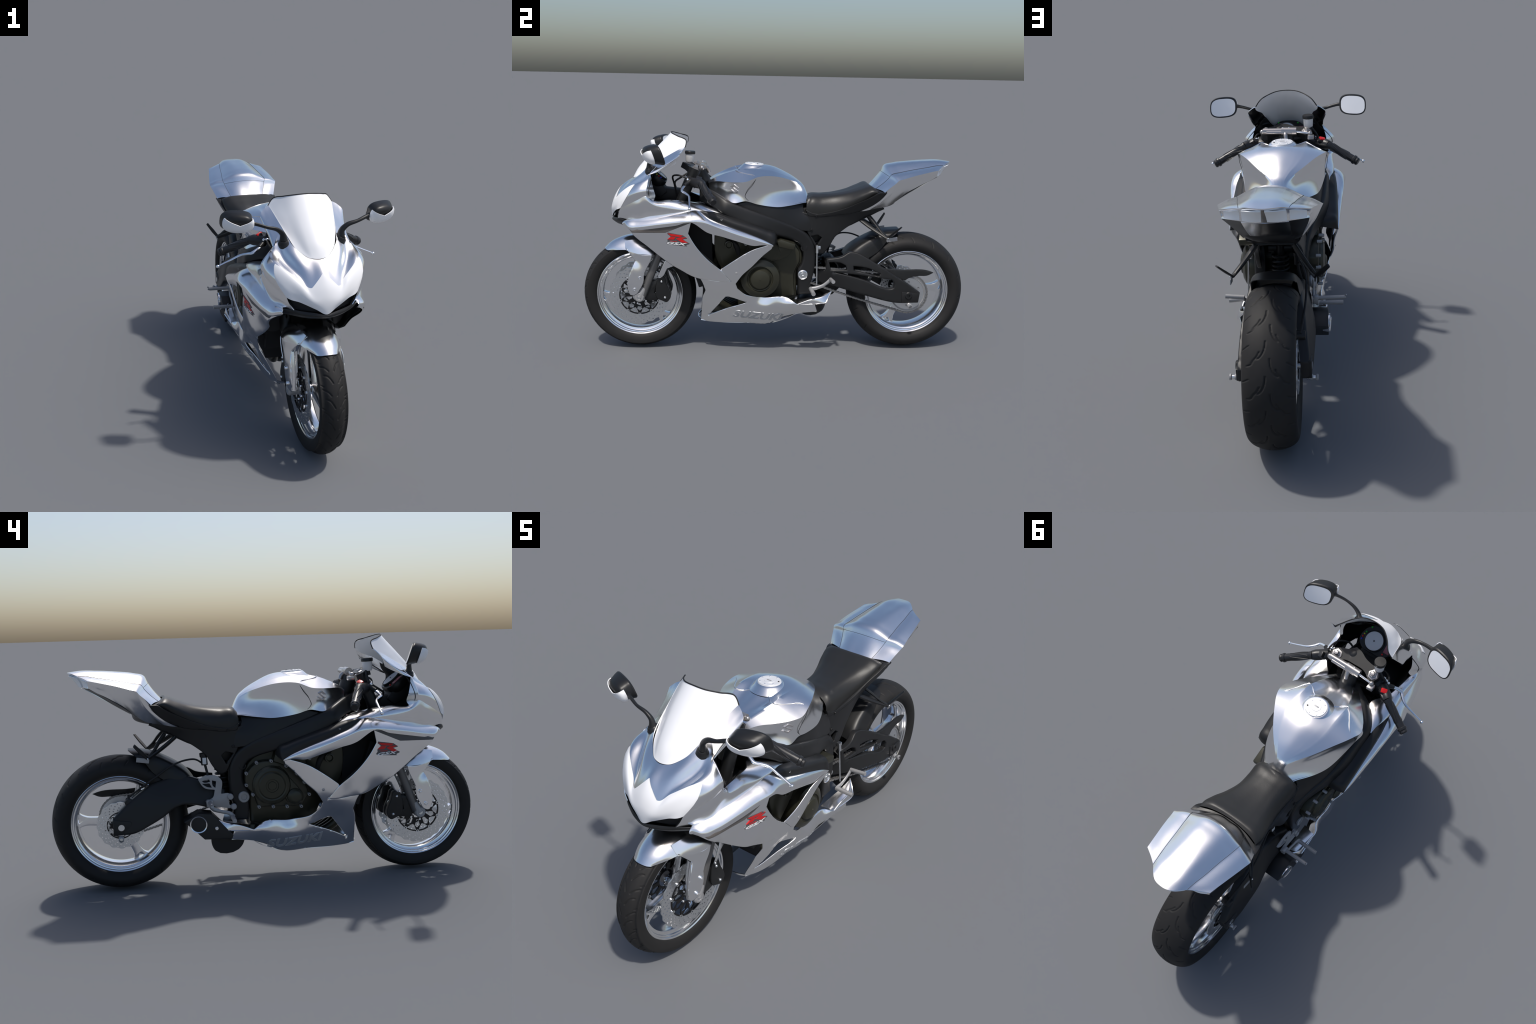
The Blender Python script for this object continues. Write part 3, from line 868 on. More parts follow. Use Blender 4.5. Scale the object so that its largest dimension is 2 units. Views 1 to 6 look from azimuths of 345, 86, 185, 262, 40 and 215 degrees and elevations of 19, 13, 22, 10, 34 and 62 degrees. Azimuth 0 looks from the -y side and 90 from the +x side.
# black inner duct panel between the arm and the frame
duct_rows = [
    [(.224, -.4, .762), (.221, -.396, .765), (.212, -.385, .768)],
    [(.236, -.334, .724), (.234, -.325, .742), (.206, -.31, .752)],
    [(.24, -.256, .692), (.239, -.25, .713), (.204, -.235, .729)],
    [(.242, -.152, .652), (.24, -.148, .68), (.197, -.135, .698)],
    [(.242, -.07, .618), (.237, -.066, .653), (.18, -.06, .668)],
    [(.243, -.03, .599), (.228, -.02, .632), (.165, -.014, .64)],
    [(.241, -.028, .594), (.21, -.012, .606), (.157, -.01, .615)]]
duct, duct2 = two_sided("duct_cover", duct_rows, BLACK, ROOT, nu=6, nv=6, thick=.005)
for s, d in ((1, duct), (-1, duct2)):
    bolt("duct_bolt", (s * .236, -.288, .722), .005, GREY, d, axis=(s * .9, 0, .4), depth=.003)
    # inner wall that closes the triangle opening from above
    skin("duct_wall", [[(s * .2, -.43, .74), (s * .15, -.42, .74)], [(s * .235, -.25, .68), (s * .15, -.25, .7)], [(s * .24, -.06, .61), (s * .13, -.05, .62)]], MATT, d, nu=5, nv=3, thick=.003)

# ------------------------------------------------------------------ lettering and emblems on the fairing
def conform(me, field, off, sign):
    """lay a flat drawing (y, z in the mesh's x, y) on a width field"""
    Q = np.array([(v.co.x, v.co.y) for v in me.vertices])
    d = np.array([v.co.z for v in me.vertices])
    X = field(Q)
    for v, q, x, h in zip(me.vertices, Q, X, d):
        v.co = (sign * (x + off + h), q[0], q[1])

def text_mesh(body, size, shear, extrude, spacing=1.0):
    c = bpy.data.curves.new("lettering", 'FONT')
    c.body = body; c.size = size; c.shear = shear; c.extrude = extrude; c.space_character = spacing
    c.offset = size * .035; c.resolution_u = 3; c.align_x = 'CENTER'
    o = bpy.data.objects.new("lettering", c); COL.objects.link(o)
    bpy.context.view_layer.update()
    me = bpy.data.meshes.new_from_object(o.evaluated_get(bpy.context.evaluated_depsgraph_get()))
    bpy.data.objects.remove(o)
    bm = bmesh.new(); bm.from_mesh(me)
    bmesh.ops.triangulate(bm, faces=bm.faces)
    for k in range(-30, 31):
        for nrm in ((1, 0, 0), (0, 1, 0)):
            bmesh.ops.bisect_plane(bm, geom=bm.verts[:] + bm.edges[:] + bm.faces[:], plane_co=(k * .012 * nrm[0], k * .012 * nrm[1], 0), plane_no=nrm)
    bm.to_mesh(me); bm.free()
    return me

def lettering(name, body, pos, width, height, slope, shear, field, off, mat, parent, sign, extrude=.0006, spacing=1.05):
    me = text_mesh(body, 1.0 * height / .72, shear, extrude, spacing)
    xs = [v.co.x for v in me.vertices]
    ys = [v.co.y for v in me.vertices]
    w, cx, cy = max(xs) - min(xs), (max(xs) + min(xs)) / 2, (max(ys) + min(ys)) / 2
    for v in me.vertices:
        x, y = (v.co.x - cx) * width / w, v.co.y - cy
        c, s_ = math.cos(slope), math.sin(slope)
        x *= 1 if sign > 0 else -1   # reads left to right on either flank
        v.co.x, v.co.y = pos[0] + x * c - y * s_, pos[1] + x * s_ + y * c
    conform(me, field, off, sign)
    bm = bmesh.new(); bm.from_mesh(me); bmesh.ops.recalc_face_normals(bm, faces=bm.faces); bm.to_mesh(me); bm.free()
    return wrap(name, me, mat, parent, 30, smooth=False)

for s in (1, -1):
    lettering("belly_lettering", "SUZUKI", (-.096, .205), .262, .041, -.095 * -1 * -1, .25, LOWF, .001, LETTER, lows[s], s, extrude=.001)
    lettering("model_lettering", "GSX", (-.504, .6035), .1, .0125, -.05, .35, MAINF, .003, WHITEDECAL, sides[s], s)
    # bold broken letter built from slanted bars, over a charcoal shadow
    def bar(pts, mat, off, name):
        c = (-.503, .62)
        P = [(c[0] + (p[0] if s > 0 else -p[0]), c[1] + p[1]) for p in pts]
        panel(name, P, lambda Q: MAINF(Q) + off, mat, sides[s], thick=.003, step=.01, round_edge=0, corner=5, sign=s)
    bar([(-.046, .039), (.027, .027), (.049, .012), (.047, .009), (.027, .006), (.054, -.011), (.064, -.017), (.05, -.021), (.042, -.025), (.049, -.03), (.016, -.0275), (-.0465, -.0225),
         (-.055, -.018), (-.047, -.007), (-.049, .0025), (-.031, .018), (-.0485, .031)], CHARCOAL, .0012, "decal_shadow")
    bar([(-.046, .034), (.027, .0255), (.0156, .017), (-.029, .021)], RED, .0024, "decal_bar")
    bar([(-.031, .018), (-.007, .015), (-.018, .003), (-.048, .0037)], RED, .0024, "decal_bar")
    bar([(-.007, .0086), (.0135, .016), (.0456, .0155), (.0227, .0068), (.0526, -.0114), (.0215, -.0095)], RED, .0024, "decal_bar")
    bar([(-.0367, -.003), (.001, -.0045), (-.0003, -.007), (-.0336, -.0055)], RED, .0024, "decal_bar")

# ------------------------------------------------------------------ tank
tank = [
    [(0, -.357, .882), (.03, -.357, .884), (.05, -.356, .884), (.072, -.353, .88), (.08, -.35, .86), (.09, -.348, .84)],
    [(0, -.322, .902), (.036, -.322, .904), (.062, -.32, .907), (.105, -.315, .893), (.113, -.31, .86), (.128, -.31, .828)],
    [(0, -.275, .921), (.045, -.275, .92), (.08, -.27, .929), (.15, -.265, .896), (.152, -.262, .852), (.168, -.262, .81)],
    [(0, -.212, .941), (.062, -.212, .936), (.097, -.215, .948), (.188, -.212, .899), (.177, -.218, .845), (.19, -.222, .797)],
    [(0, -.165, .958), (.066, -.165, .95), (.101, -.168, .957), (.206, -.168, .905), (.188, -.17, .85), (.187, -.17, .806)],
    [(0, -.115, .966), (.066, -.115, .959), (.102, -.115, .957), (.197, -.114, .926), (.177, -.114, .855), (.178, -.112, .79)],
    [(0, -.03, .962), (.06, -.03, .955), (.1, -.03, .946), (.152, -.025, .926), (.138, -.02, .85), (.16, -.012, .774)],
    [(0, .045, .93), (.045, .045, .924), (.072, .047, .917), (.104, .047, .906), (.1, .05, .842), (.137, .05, .777)],
    [(0, .105, .893), (.022, .105, .891), (.035, .107, .887), (.052, .108, .878), (.07, .105, .825), (.108, .1, .782)],
    [(0, .133, .868), (.012, .133, .867), (.021, .133, .865), (.03, .134, .858), (.06, .13, .815), (.09, .127, .785)],
    [(0, .16, .815), (.01, .16, .815), (.018, .159, .814), (.028, .158, .811), (.055, .152, .799), (.08, .145, .785)]]
fuel = skin("fuel_tank", tank, SILVER, half=True, nu=8, nv=7, sv=(2, 3), thick=.004, angle=40)
# close the underside
under = [[(0, r[-1][1], r[-1][2] + .004), (r[-1][0] - .003, r[-1][1], r[-1][2] + .004)] for r in tank]
skin("tank_floor", under, MATT, fuel, half=True, nu=3, nv=2, thick=.002)
cn = Vector((0, .06, 1)).normalized()
lathe("filler_cap", [(-.002, .05), (0, .0485), (.0045, .047), (.0055, .046), (.0055, .03), (.0048, .0295), (.0055, .029), (.0055, .022), (.007, .021), (.007, 0)],
      (0, -.12, .969), CAP, fuel, n=64, axis=cn, angle=20)
lathe("filler_collar", [(-.028, .082), (-.016, .07), (-.006, .06), (.0005, .053), (.0005, .048), (-.003, .047), (-.003, 0)], (0, -.12, .969), SILVER, fuel, n=64, axis=cn, angle=50)
for i in range(7):
    a = i * 2 * math.pi / 7 + .4
    bolt("cap_screw", (.038 * math.cos(a), -.12 + .038 * math.sin(a), .9745 - .06 * .038 * math.sin(a)), .0035, CHROME if i else MATT, fuel, axis=cn, depth=.002)
block("cap_key_flap", (0, -.122, .9765), (.022, .006, .002), GREY, fuel, bevel=.001)
# seam lips between cover and tank
TV, TF, tr, tc = surf(sym(tank), 8, 7, (), (2, 3, 7, 8))
TV = TV.reshape(tr, tc, 3)
for s in (1, -1):
    pts = [(.195, -.117), (.17, -.13), (.14, -.17), (.115, -.205), (.1, -.217), (.085, -.213), (.068, -.2)]
    P = []
    for x, y in pts:
        d = (TV[..., 0] - s * x) ** 2 + (TV[..., 1] - y) ** 2 + np.where(TV[..., 2] < .87, 1, 0)
        k = np.argsort(d.ravel())[:4]
        w = 1 / (d.ravel()[k] + 1e-7)
        q = (TV.reshape(-1, 3)[k] * w[:, None]).sum(0) / w.sum()
        P.append((s * x, y, q[2] + .0005))
    tube("seam_lip", P, .0022, CHROME, fuel, n=8)
    tube("seam_lip", [(s * .195, -.117, .924), (s * .197, -.135, .89), (s * .194, -.162, .855), (s * .189, -.172, .83), (s * .184, -.155, .808)], .0012, MATT, fuel, n=6)
P = []
for x, y in [(-.068, -.2), (-.05, -.186), (-.025, -.178), (0, -.176), (.025, -.178), (.05, -.186), (.068, -.2)]:
    d = (TV[..., 0] - x) ** 2 + (TV[..., 1] - y) ** 2 + np.where(TV[..., 2] < .87, 1, 0)
    k = np.argsort(d.ravel())[:4]; w = 1 / (d.ravel()[k] + 1e-7)
    P.append((x, y, (TV.reshape(-1, 3)[k] * w[:, None]).sum(0)[2] / w.sum() + .0005))
tube("seam_lip", P, .0022, CHROME, fuel, n=8)
# raised emblem: two mirrored hooks
EMF = Width([(-.25, .9, .168), (-.25, .84, .163), (-.2, .895, .193), (-.2, .84, .182), (-.225, .87, .178)])
for s in (1, -1):
    hook = [(-.0208, .0088), (-.0022, .0198), (.0198, .0029), (.0143, -.0004), (-.0013, .0115), (-.0108, .0056), (.0187, -.013), (.0007, -.025), (-.0232, -.0083), (-.017, -.0055), (-.0001, -.0179), (.0086, -.0123)]
    P = [(-.224 + s * y, .868 + z) for y, z in hook]
    panel("tank_emblem", P, lambda Q: EMF(Q) + .003, EMBLEM, fuel, thick=.008, step=.008, round_edge=.001, corner=5, sign=s)

# ------------------------------------------------------------------ frame, trim, subframe
FRF = Width([(-.397, .83, .075), (-.377, .8, .122), (-.362, .86, .1), (-.28, .765, .202), (-.221, .796, .19), (-.1, .75, .188), (.019, .7, .165), (.112, .655, .135), (.19, .56, .114), (.196, .45, .115), (.19, .31, .112), (.11, .31, .118), (.104, .435, .122), (.13, .5, .12),
             (.104, .586, .13), (-.012, .627, .178), (-.116, .676, .205), (-.221, .71, .204), (-.28, .738, .2), (-.33, .79, .165)])
FRO = [(-.398, .862), (-.352, .852), (-.221, .794), (-.1, .748), (.019, .7), (.112, .655), (.15, .628), (.19, .56), (.196, .477), (.191, .418), (.178, .367), (.19, .307), (.111, .307), (.107, .392), (.104, .435), (.122, .469), (.13, .527),
       (.108, .577), (.07, .6), (-.012, .63), (-.116, .676), (-.221, .71), (-.28, .738), (-.318, .765), (-.36, .782), (-.398, .79)]
fr = panel("frame", FRO, FRF, FRAME, thick=.045, round_edge=.014, step=.012, corner=45)
fr2 = mirrored(fr)
for s, f in ((1, fr), (-1, fr2)):
    lathe("pivot_bolt", [(-.012, .026), (.004, .026), (.007, .023), (.007, .014), (.003, .013), (.003, 0)] if s < 0 else [(-.012, .025), (.003, .025), (.005, .021), (.002, .018), (.002, .011), (.007, .01), (.007, .004), (.003, 0)], (s * .12, .132, .416), GREY if s < 0 else STEEL, f, n=36, axis=(s, 0, 0))
    lathe("frame_boss", [(-.01, .0175), (.002, .0175), (.003, .016), (.003, .011), (-.004, .0095), (-.004, 0)], (s * .117, .135, .557), FRAME, f, n=28, axis=(s, 0, 0))
# steering head
tube("steering_head", [(0, -.33, .75), (0, -.40, .935)], .036, FRAME, fr, n=24, smooth=False)
skin("frame_neck", [[(.1, -.35, .85), (.05, -.375, .86), (0, -.38, .86)], [(.15, -.33, .8), (.06, -.36, .8), (0, -.36, .8)], [(.18, -.28, .745), (.08, -.3, .74), (0, -.31, .74)]], FRAME, fr, nu=4, nv=4, thick=.01)
skin("frame_neck", [[(-.1, -.35, .85), (-.05, -.375, .86), (0, -.38, .86)], [(-.15, -.33, .8), (-.06, -.36, .8), (0, -.36, .8)], [(-.18, -.28, .745), (-.08, -.3, .74), (0, -.31, .74)]], FRAME, fr2, nu=4, nv=4, thick=.01)

TRF = Width([(-.216, .785, .172), (-.15, .803, .172), (.007, .772, .146), (.133, .796, .06), (.127, .754, .088), (.156, .718, .1), (.159, .638, .112), (.112, .656, .125), (.022, .695, .155), (-.096, .74, .175)])
trim = panel("tank_side_trim", [(-.22, .788), (-.15, .804), (.007, .776), (.09, .784), (.135, .79), (.13, .754), (.142, .729), (.185, .72), (.175, .64), (.112, .65), (.022, .69), (-.096, .737)], TRF, BLACK, thick=.02, round_edge=.003)
trim2 = mirrored(trim)
SUBF = Width([(.118, .731, .1), (.183, .722, .105), (.249, .718, .108), (.412, .744, .11), (.526, .764, .106), (.43, .701, .085), (.342, .65, .095), (.294, .608, .1), (.231, .524, .098), (.188, .566, .104), (.153, .632, .108)])
sub = panel("subframe_cover", [(.118, .74), (.183, .73), (.249, .728), (.33, .735), (.412, .746), (.526, .766), (.545, .758), (.43, .701), (.342, .65), (.294, .608), (.271, .566), (.238, .52), (.205, .53), (.188, .566), (.153, .632)], SUBF, BLACK,
            holes=[[(.172, .616), (.207, .624), (.226, .608), (.204, .568)]], thick=.018, round_edge=.005)
sub2 = mirrored(sub)
for s, p in ((1, sub), (-1, sub2)):
    bolt("trim_bolt", (s * .108, .193, .722), .006, BLACK, p, axis=(s, 0, 0))
    bolt("trim_bolt", (s * .108, .172, .648), .007, BLACK, p, axis=(s, 0, 0))
# undertray between the two covers
tray = [[(0, .2, .7), (.05, .2, .7), (.095, .2, .7)], [(0, .33, .67), (.05, .33, .67), (.085, .33, .66)], [(0, .42, .7), (.05, .42, .7), (.08, .425, .7)], [(0, .54, .765), (.05, .54, .765), (.098, .54, .765)]]
skin("undertray", tray, MATT, sub, half=True, nu=4, nv=4, thick=.006)

# ------------------------------------------------------------------ seat
seat = [
    [(0, .152, .808), (.035, .151, .806), (.07, .148, .797), (.092, .145, .775), (.097, .142, .748)],
    [(0, .17, .819), (.04, .169, .817), (.08, .165, .806), (.1, .162, .78), (.105, .16, .738)],
    [(0, .225, .823), (.04, .225, .82), (.08, .224, .806), (.102, .222, .776), (.106, .22, .73)],
    [(0, .285, .827), (.045, .285, .825), (.082, .285, .813), (.104, .285, .78), (.108, .285, .738)],
    [(0, .365, .843), (.052, .365, .842), (.095, .365, .832), (.121, .364, .803), (.119, .36, .768)],
    [(0, .424, .864), (.06, .424, .863), (.11, .425, .855), (.139, .426, .832), (.131, .425, .797)],
    [(0, .466, .878), (.062, .468, .877), (.115, .473, .871), (.146, .477, .853), (.136, .47, .822)],
    [(0, .476, .872), (.062, .48, .87), (.115, .49, .864), (.144, .499, .852), (.137, .5, .84)]]
st = skin("seat", seat, SEAT, half=True, nu=7, nv=7, thick=.006, angle=60)
PANF = Width([(.145, .75, .104), (.262, .722, .112), (.359, .759, .124), (.455, .805, .143), (.505, .835, .16), (.541, .845, .168), (.41, .746, .112), (.16, .72, .106)])
pn = panel("seat_pan", [(.14, .752), (.18, .734), (.25, .738), (.32, .757), (.4, .792), (.47, .828), (.505, .85), (.54, .851), (.534, .84), (.408, .744), (.3, .728), (.2, .716), (.15, .72)], PANF, BLACK, st, thick=.03, round_edge=.003, corner=50)
mirrored(pn)
skin("seat_pan_lip", [[(0, .478, .866), (.07, .484, .864), (.14, .502, .853)], [(0, .488, .862), (.08, .5, .86), (.16, .532, .849)]], BLACK, st, half=True, nu=4, nv=5, thick=.006)
skin("seat_base", [[(0, .15, .74), (.095, .15, .74)], [(0, .28, .735), (.105, .28, .735)], [(0, .42, .79), (.12, .42, .79)], [(0, .5, .84), (.135, .5, .84)]], MATT, st, half=True, nu=4, nv=3, thick=.004)

# ------------------------------------------------------------------ tail
tail = [
    [(0, .478, .863), (.04, .481, .865), (.07, .489, .864), (.09, .497, .862), (.135, .517, .859), (.163, .53, .852), (.15, .5, .82), (.12, .44, .765), (.106, .413, .744)],
    [(0, .508, .897), (.045, .511, .899), (.078, .52, .896), (.102, .53, .89), (.146, .546, .888), (.173, .552, .876), (.15, .527, .835), (.123, .478, .782), (.108, .455, .752)],
    [(0, .535, .937), (.05, .539, .935), (.088, .548, .926), (.113, .555, .918), (.155, .57, .91), (.184, .578, .9), (.163, .557, .848), (.132, .518, .794), (.108, .5, .762)],
    [(0, .552, .97), (.052, .556, .965), (.094, .564, .949), (.12, .568, .937), (.158, .58, .928), (.19, .59, .914), (.165, .575, .86), (.134, .556, .807), (.108, .545, .77)],
    [(0, .6, .985), (.05, .603, .98), (.09, .609, .962), (.116, .613, .948), (.153, .617, .939), (.186, .622, .924), (.164, .612, .876), (.138, .602, .832), (.115, .594, .8)],
    [(0, .67, .994), (.046, .672, .99), (.083, .674, .974), (.107, .675, .96), (.145, .675, .952), (.178, .672, .938), (.162, .664, .903), (.143, .656, .871), (.125, .648, .844)],
    [(0, .76, 1.0), (.045, .758, .998), (.076, .754, .984), (.098, .75, .972), (.133, .742, .964), (.167, .73, .951), (.155, .724, .928), (.145, .717, .906), (.138, .71, .884)],
    [(0, .845, 1.002), (.042, .838, 1.001), (.068, .826, .993), (.088, .812, .982), (.125, .79, .972), (.159, .772, .96), (.157, .77, .944), (.151, .768, .932), (.145, .766, .915)],
    [(0, .89, .996), (.036, .883, .996), (.062, .862, .992), (.084, .838, .982), (.12, .813, .973), (.155, .793, .964), (.154, .793, .954), (.151, .793, .944), (.147, .792, .932)]]
tl = skin("tail_fairing", tail, SILVER, half=True, nu=6, nv=5, sv=(3, 5), thick=.003, angle=38)
rear_top = [(0, .888, .994), (.036, .88, .994), (.084, .836, .981), (.12, .811, .97), (.154, .791, .962)]
rear_bot = [(0, .832, .931), (.045, .826, .93), (.08, .815, .93), (.12, .803, .931), (.147, .79, .931)]
mid = [tuple((np.array(a) * .5 + np.array(b) * .5) - np.array((0, .006, 0))) for a, b in zip(rear_top, rear_bot)]
skin("tail_lamp_bezel", [rear_top, mid, rear_bot], SILVER, tl, half=True, nu=5, nv=6, thick=.003)
def lamp(u0, u1, s, t0=.14, t1=.92, slant=0.0):
    """one lens lying in the rear face between two lateral positions"""
    T = spline(np.array(rear_top), 8); B = spline(np.array(rear_bot), 8)
    def pick(A, x):
        i = int(np.argmin(abs(A[:, 0] - x))); return np.array([np.interp(x, A[:, 0], A[:, k]) for k in range(3)])
    rows = []
    for t in np.linspace(t0, t1, 5):
        row = []
        for u in np.linspace(0, 1, 6):
            x = u0 + (u1 - u0) * u + slant * (t - .5) * (1 - u)
            p = pick(T, x) * (1 - t) + pick(B, x) * t
            bulge = .004 + .003 * math.sin(math.pi * u)
            row.append((s * p[0], p[1] + bulge - .006 * math.sin(math.pi * t), p[2]))
        rows.append(row)
    skin("tail_lamp", rows, LENS, tl, nu=3, nv=3, thick=.004)
for s in (1, -1):
    lamp(.008, .073, s, slant=.006)
    lamp(.084, .14, s, t0=.16)
# underside: silver lip below the lamps, black tunnel ahead of it
lip = [[(0, .832, .932), (.075, .815, .931), (.147, .79, .932)], [(0, .77, .9), (.075, .755, .897), (.14, .72, .892)], [(0, .7, .858), (.072, .69, .854), (.127, .65, .846)], [(0, .61, .803), (.072, .604, .803), (.113, .594, .801)]]
skin("tail_undertray", lip, BLACK, tl, half=True, nu=5, nv=6, thick=.003)
lip2 = [[(0, .832, .9295), (.04, .827, .929), (.08, .813, .928)], [(0, .77, .8955), (.04, .765, .894), (.08, .754, .892)], [(0, .7, .8535), (.04, .697, .8525), (.078, .688, .849)], [(0, .625, .808), (.04, .624, .808), (.074, .62, .808)]]
skin("tail_diffuser", lip2, SILVER, tl, half=True, nu=5, nv=6, thick=.003)
skin("tail_tunnel", [[(0, .618, .806), (.07, .61, .804), (.113, .596, .801)], [(0, .608, .777), (.06, .595, .777), (.107, .552, .774)], [(0, .55, .757), (.06, .535, .757), (.107, .5, .762)], [(0, .48, .745), (.06, .47, .745), (.106, .45, .753)]], BLACK, tl, half=True, nu=5, nv=6, thick=.003)
# panel seams on the tail
def seam(pts, parent, r=.0008, mat=MATT):
    tube("panel_seam", pts, r, mat, parent, n=6)
for s in (1, -1):
    seam([(s * x, y, z + .0006) for x, y, z in [(.09, .497, .862), (.102, .53, .89), (.113, .555, .918), (.12, .568, .937), (.116, .613, .948), (.107, .675, .96), (.098, .75, .972), (.088, .812, .982), (.084, .838, .982)]], tl)
seam([(-.116, .56, .926), (-.089, .551, .931), (-.05, .541, .938), (0, .537, .941), (.05, .541, .938), (.089, .551, .931), (.116, .56, .926)], tl)

# ------------------------------------------------------------------ engine
eng = prism("engine", [(-.24, .62), (-.12, .66), (.02, .64), (.1, .58), (.13, .53), (.13, .47), (.105, .44), (.105, .29), (-.05, .26), (-.2, .3), (-.24, .4)], -.1, .1, ENGINE, bevel=.012, segs=3)
prism("cylinder_head", [(-.3, .72), (-.2, .72), (-.13, .64), (-.17, .52), (-.26, .42), (-.31, .5)], -.165, .165, ENGINE, eng, bevel=.008)
prism("cylinder_block", [(-.2, .68), (-.02, .64), (.02, .52), (-.1, .46), (-.25, .5)], -.155, .155, ENGINE, eng, bevel=.01)
prism("crankcase", [(-.02, .6), (.09, .575), (.115, .53), (.115, .48), (.095, .44), (.095, .3), (-.05, .295), (-.1, .33), (-.14, .42), (-.1, .52)], .09, .112, ENGINE, eng, bevel=.01, segs=3)
lathe("generator_cover", [(-.06, .1), (-.02, .104), (.0, .103), (.012, .1), (.022, .098), (.03, .084), (.036, .073), (.037, .066), (.031, .062), (.03, .058), (.037, .053), (.047, .046), (.052, .025), (.053, .003), (.055, .002), (.055, 0)], (.158, -.091, .41), ENGINE, eng, n=64, angle=30)
prism("sprocket_cover", [(-.012, .605), (.01, .615), (.085, .59), (.078, .56), (.0, .575)], .09, .192, ENGINE, eng, bevel=.006)
prism("starter_cover", [(-.1, .52), (.0, .575), (.08, .56), (.06, .53), (-.03, .49)], .09, .15, ENGINE, eng, bevel=.008)
CLU = [(.126, .522), (.077, .571), (.009, .58), (-.058, .557), (-.106, .521), (-.139, .485), (-.163, .423), (-.126, .365), (-.058, .368), (.007, .372), (.071, .372), (.092, .43), (.126, .477)]
prism("clutch_cover", CLU, -.158, -.08, ENGINE, eng, bevel=.006, segs=3)
lathe("clutch_dome", [(-.01, .09), (.008, .088), (.018, .08), (.022, .068), (.02, .062), (.024, .056), (.025, .03), (.022, .028), (.022, .02), (.025, .018), (.025, 0)], (-.158, .01, .471), ENGINE, eng, n=56, axis=(-1, 0, 0), angle=30)
lathe("starter_dome", [(-.01, .038), (.014, .036), (.022, .028), (.026, .02), (.026, 0)], (-.164, -.096, .416), ENGINE, eng, n=40, axis=(-1, 0, 0), angle=30)
prism("clutch_web", [(.02, .55), (-.03, .555), (-.125, .44), (-.12, .39), (-.06, .39)], -.169, -.15, ENGINE, eng, bevel=.005)
for y, z in [(.076, .579), (.011, .585), (-.056, .559), (-.105, .522), (-.139, .481), (-.16, .425), (-.122, .372), (-.057, .374), (.006, .377), (.07, .378), (.096, .435), (.124, .479), (.123, .532)]:
    bolt("engine_bolt", (-(.162 - .1 * max(y, 0)), y, z - .003), .0075, GREY, eng, axis=(-1, 0, 0), depth=.018)
for s in (1, -1):
    lathe("head_plug", [(-.01, .022), (.01, .021), (.012, .016), (.004, .012), (.004, 0)] , (s * .19, -.25, .587), ENGINE, eng, n=18, axis=(s, 0, 0))
    tube("coolant_hose", [(s * .15, -.3, .66), (s * .165, -.26, .62), (s * .168, -.215, .58), (s * .15, -.2, .52)], .013, MATT, eng)
    bolt("engine_bolt", (s * .165, -.165, .585), .008, GREY, eng, axis=(s, 0, 0))
    bolt("engine_bolt", (s * .165, -.23, .61), .008, GREY, eng, axis=(s, 0, 0))
prism("oil_sump", [(-.2, .3), (.1, .3), (.1, .25), (.0, .22), (-.13, .21), (-.2, .24)], -.08, .08, ENGINE, eng, bevel=.01)
block("radiator", (0, -.428, .5), (.28, .035, .3), MATT, eng, rot=(.3, 0, 0), bevel=.004)
block("oil_cooler", (0, -.35, .33), (.24, .03, .1), MATT, eng, rot=(.2, 0, 0), bevel=.004)
for i in range(4):
    x = -.09 + i * .06
    tube("exhaust_header", [(x, -.29, .52), (x * .9, -.335, .42), (x * .75, -.32, .28), (x * .5, -.2, .2), (x * .4, 0, .2), (x * .3, .12, .21)], .02, ENGINE, eng)
block("air_box", (0, -.17, .765), (.22, .26, .12), MATT, eng, bevel=.02)
block("battery_tray", (0, .08, .7), (.16, .2, .12), MATT, eng, bevel=.015)

# inner panels that fill the nose behind the fork
skin("nose_filler", [[(.13, -.77, .69), (.15, -.7, .69), (.17, -.6, .68)], [(.1, -.74, .72), (.12, -.66, .74), (.15, -.55, .74)], [(.06, -.7, .74), (.06, -.62, .78), (.08, -.52, .78)]], MATT, nose, nu=4, nv=4, thick=.003)  # black filler sheet, added to stop see-through into the nose
skin("nose_filler", [[(-.13, -.77, .69), (-.15, -.7, .69), (-.17, -.6, .68)], [(-.1, -.74, .72), (-.12, -.66, .74), (-.15, -.55, .74)], [(-.06, -.7, .74), (-.06, -.62, .78), (-.08, -.52, .78)]], MATT, nose, nu=4, nv=4, thick=.003)
for s in (1, -1):
    skin("inner_fairing_wall", [[(s * .07, -.66, .665), (s * .13, -.65, .66), (s * .192, -.62, .655)], [(s * .085, -.58, .585), (s * .14, -.575, .585), (s * .2, -.56, .58)], [(s * .118, -.54, .505), (s * .15, -.53, .502), (s * .19, -.5, .505)]], MATT, sides[s], nu=4, nv=4, thick=.004)
    skin("radiator_shroud", [[(s * .04, -.4, .43), (s * .11, -.398, .43), (s * .172, -.388, .415)], [(s * .04, -.385, .36), (s * .1, -.384, .36), (s * .152, -.38, .35)], [(s * .04, -.378, .292), (s * .09, -.377, .292), (s * .13, -.376, .293)]], MATT, lows[s], nu=4, nv=4, thick=.006)
    panel("inner_filler", [(-.62, .6), (-.5, .71), (-.42, .74), (-.34, .7), (-.33, .45), (-.42, .45), (-.52, .52)], flat(.1), MATT, sides[s], thick=.004, round_edge=0, sign=s)  # black filler sheet, added to close off the interior

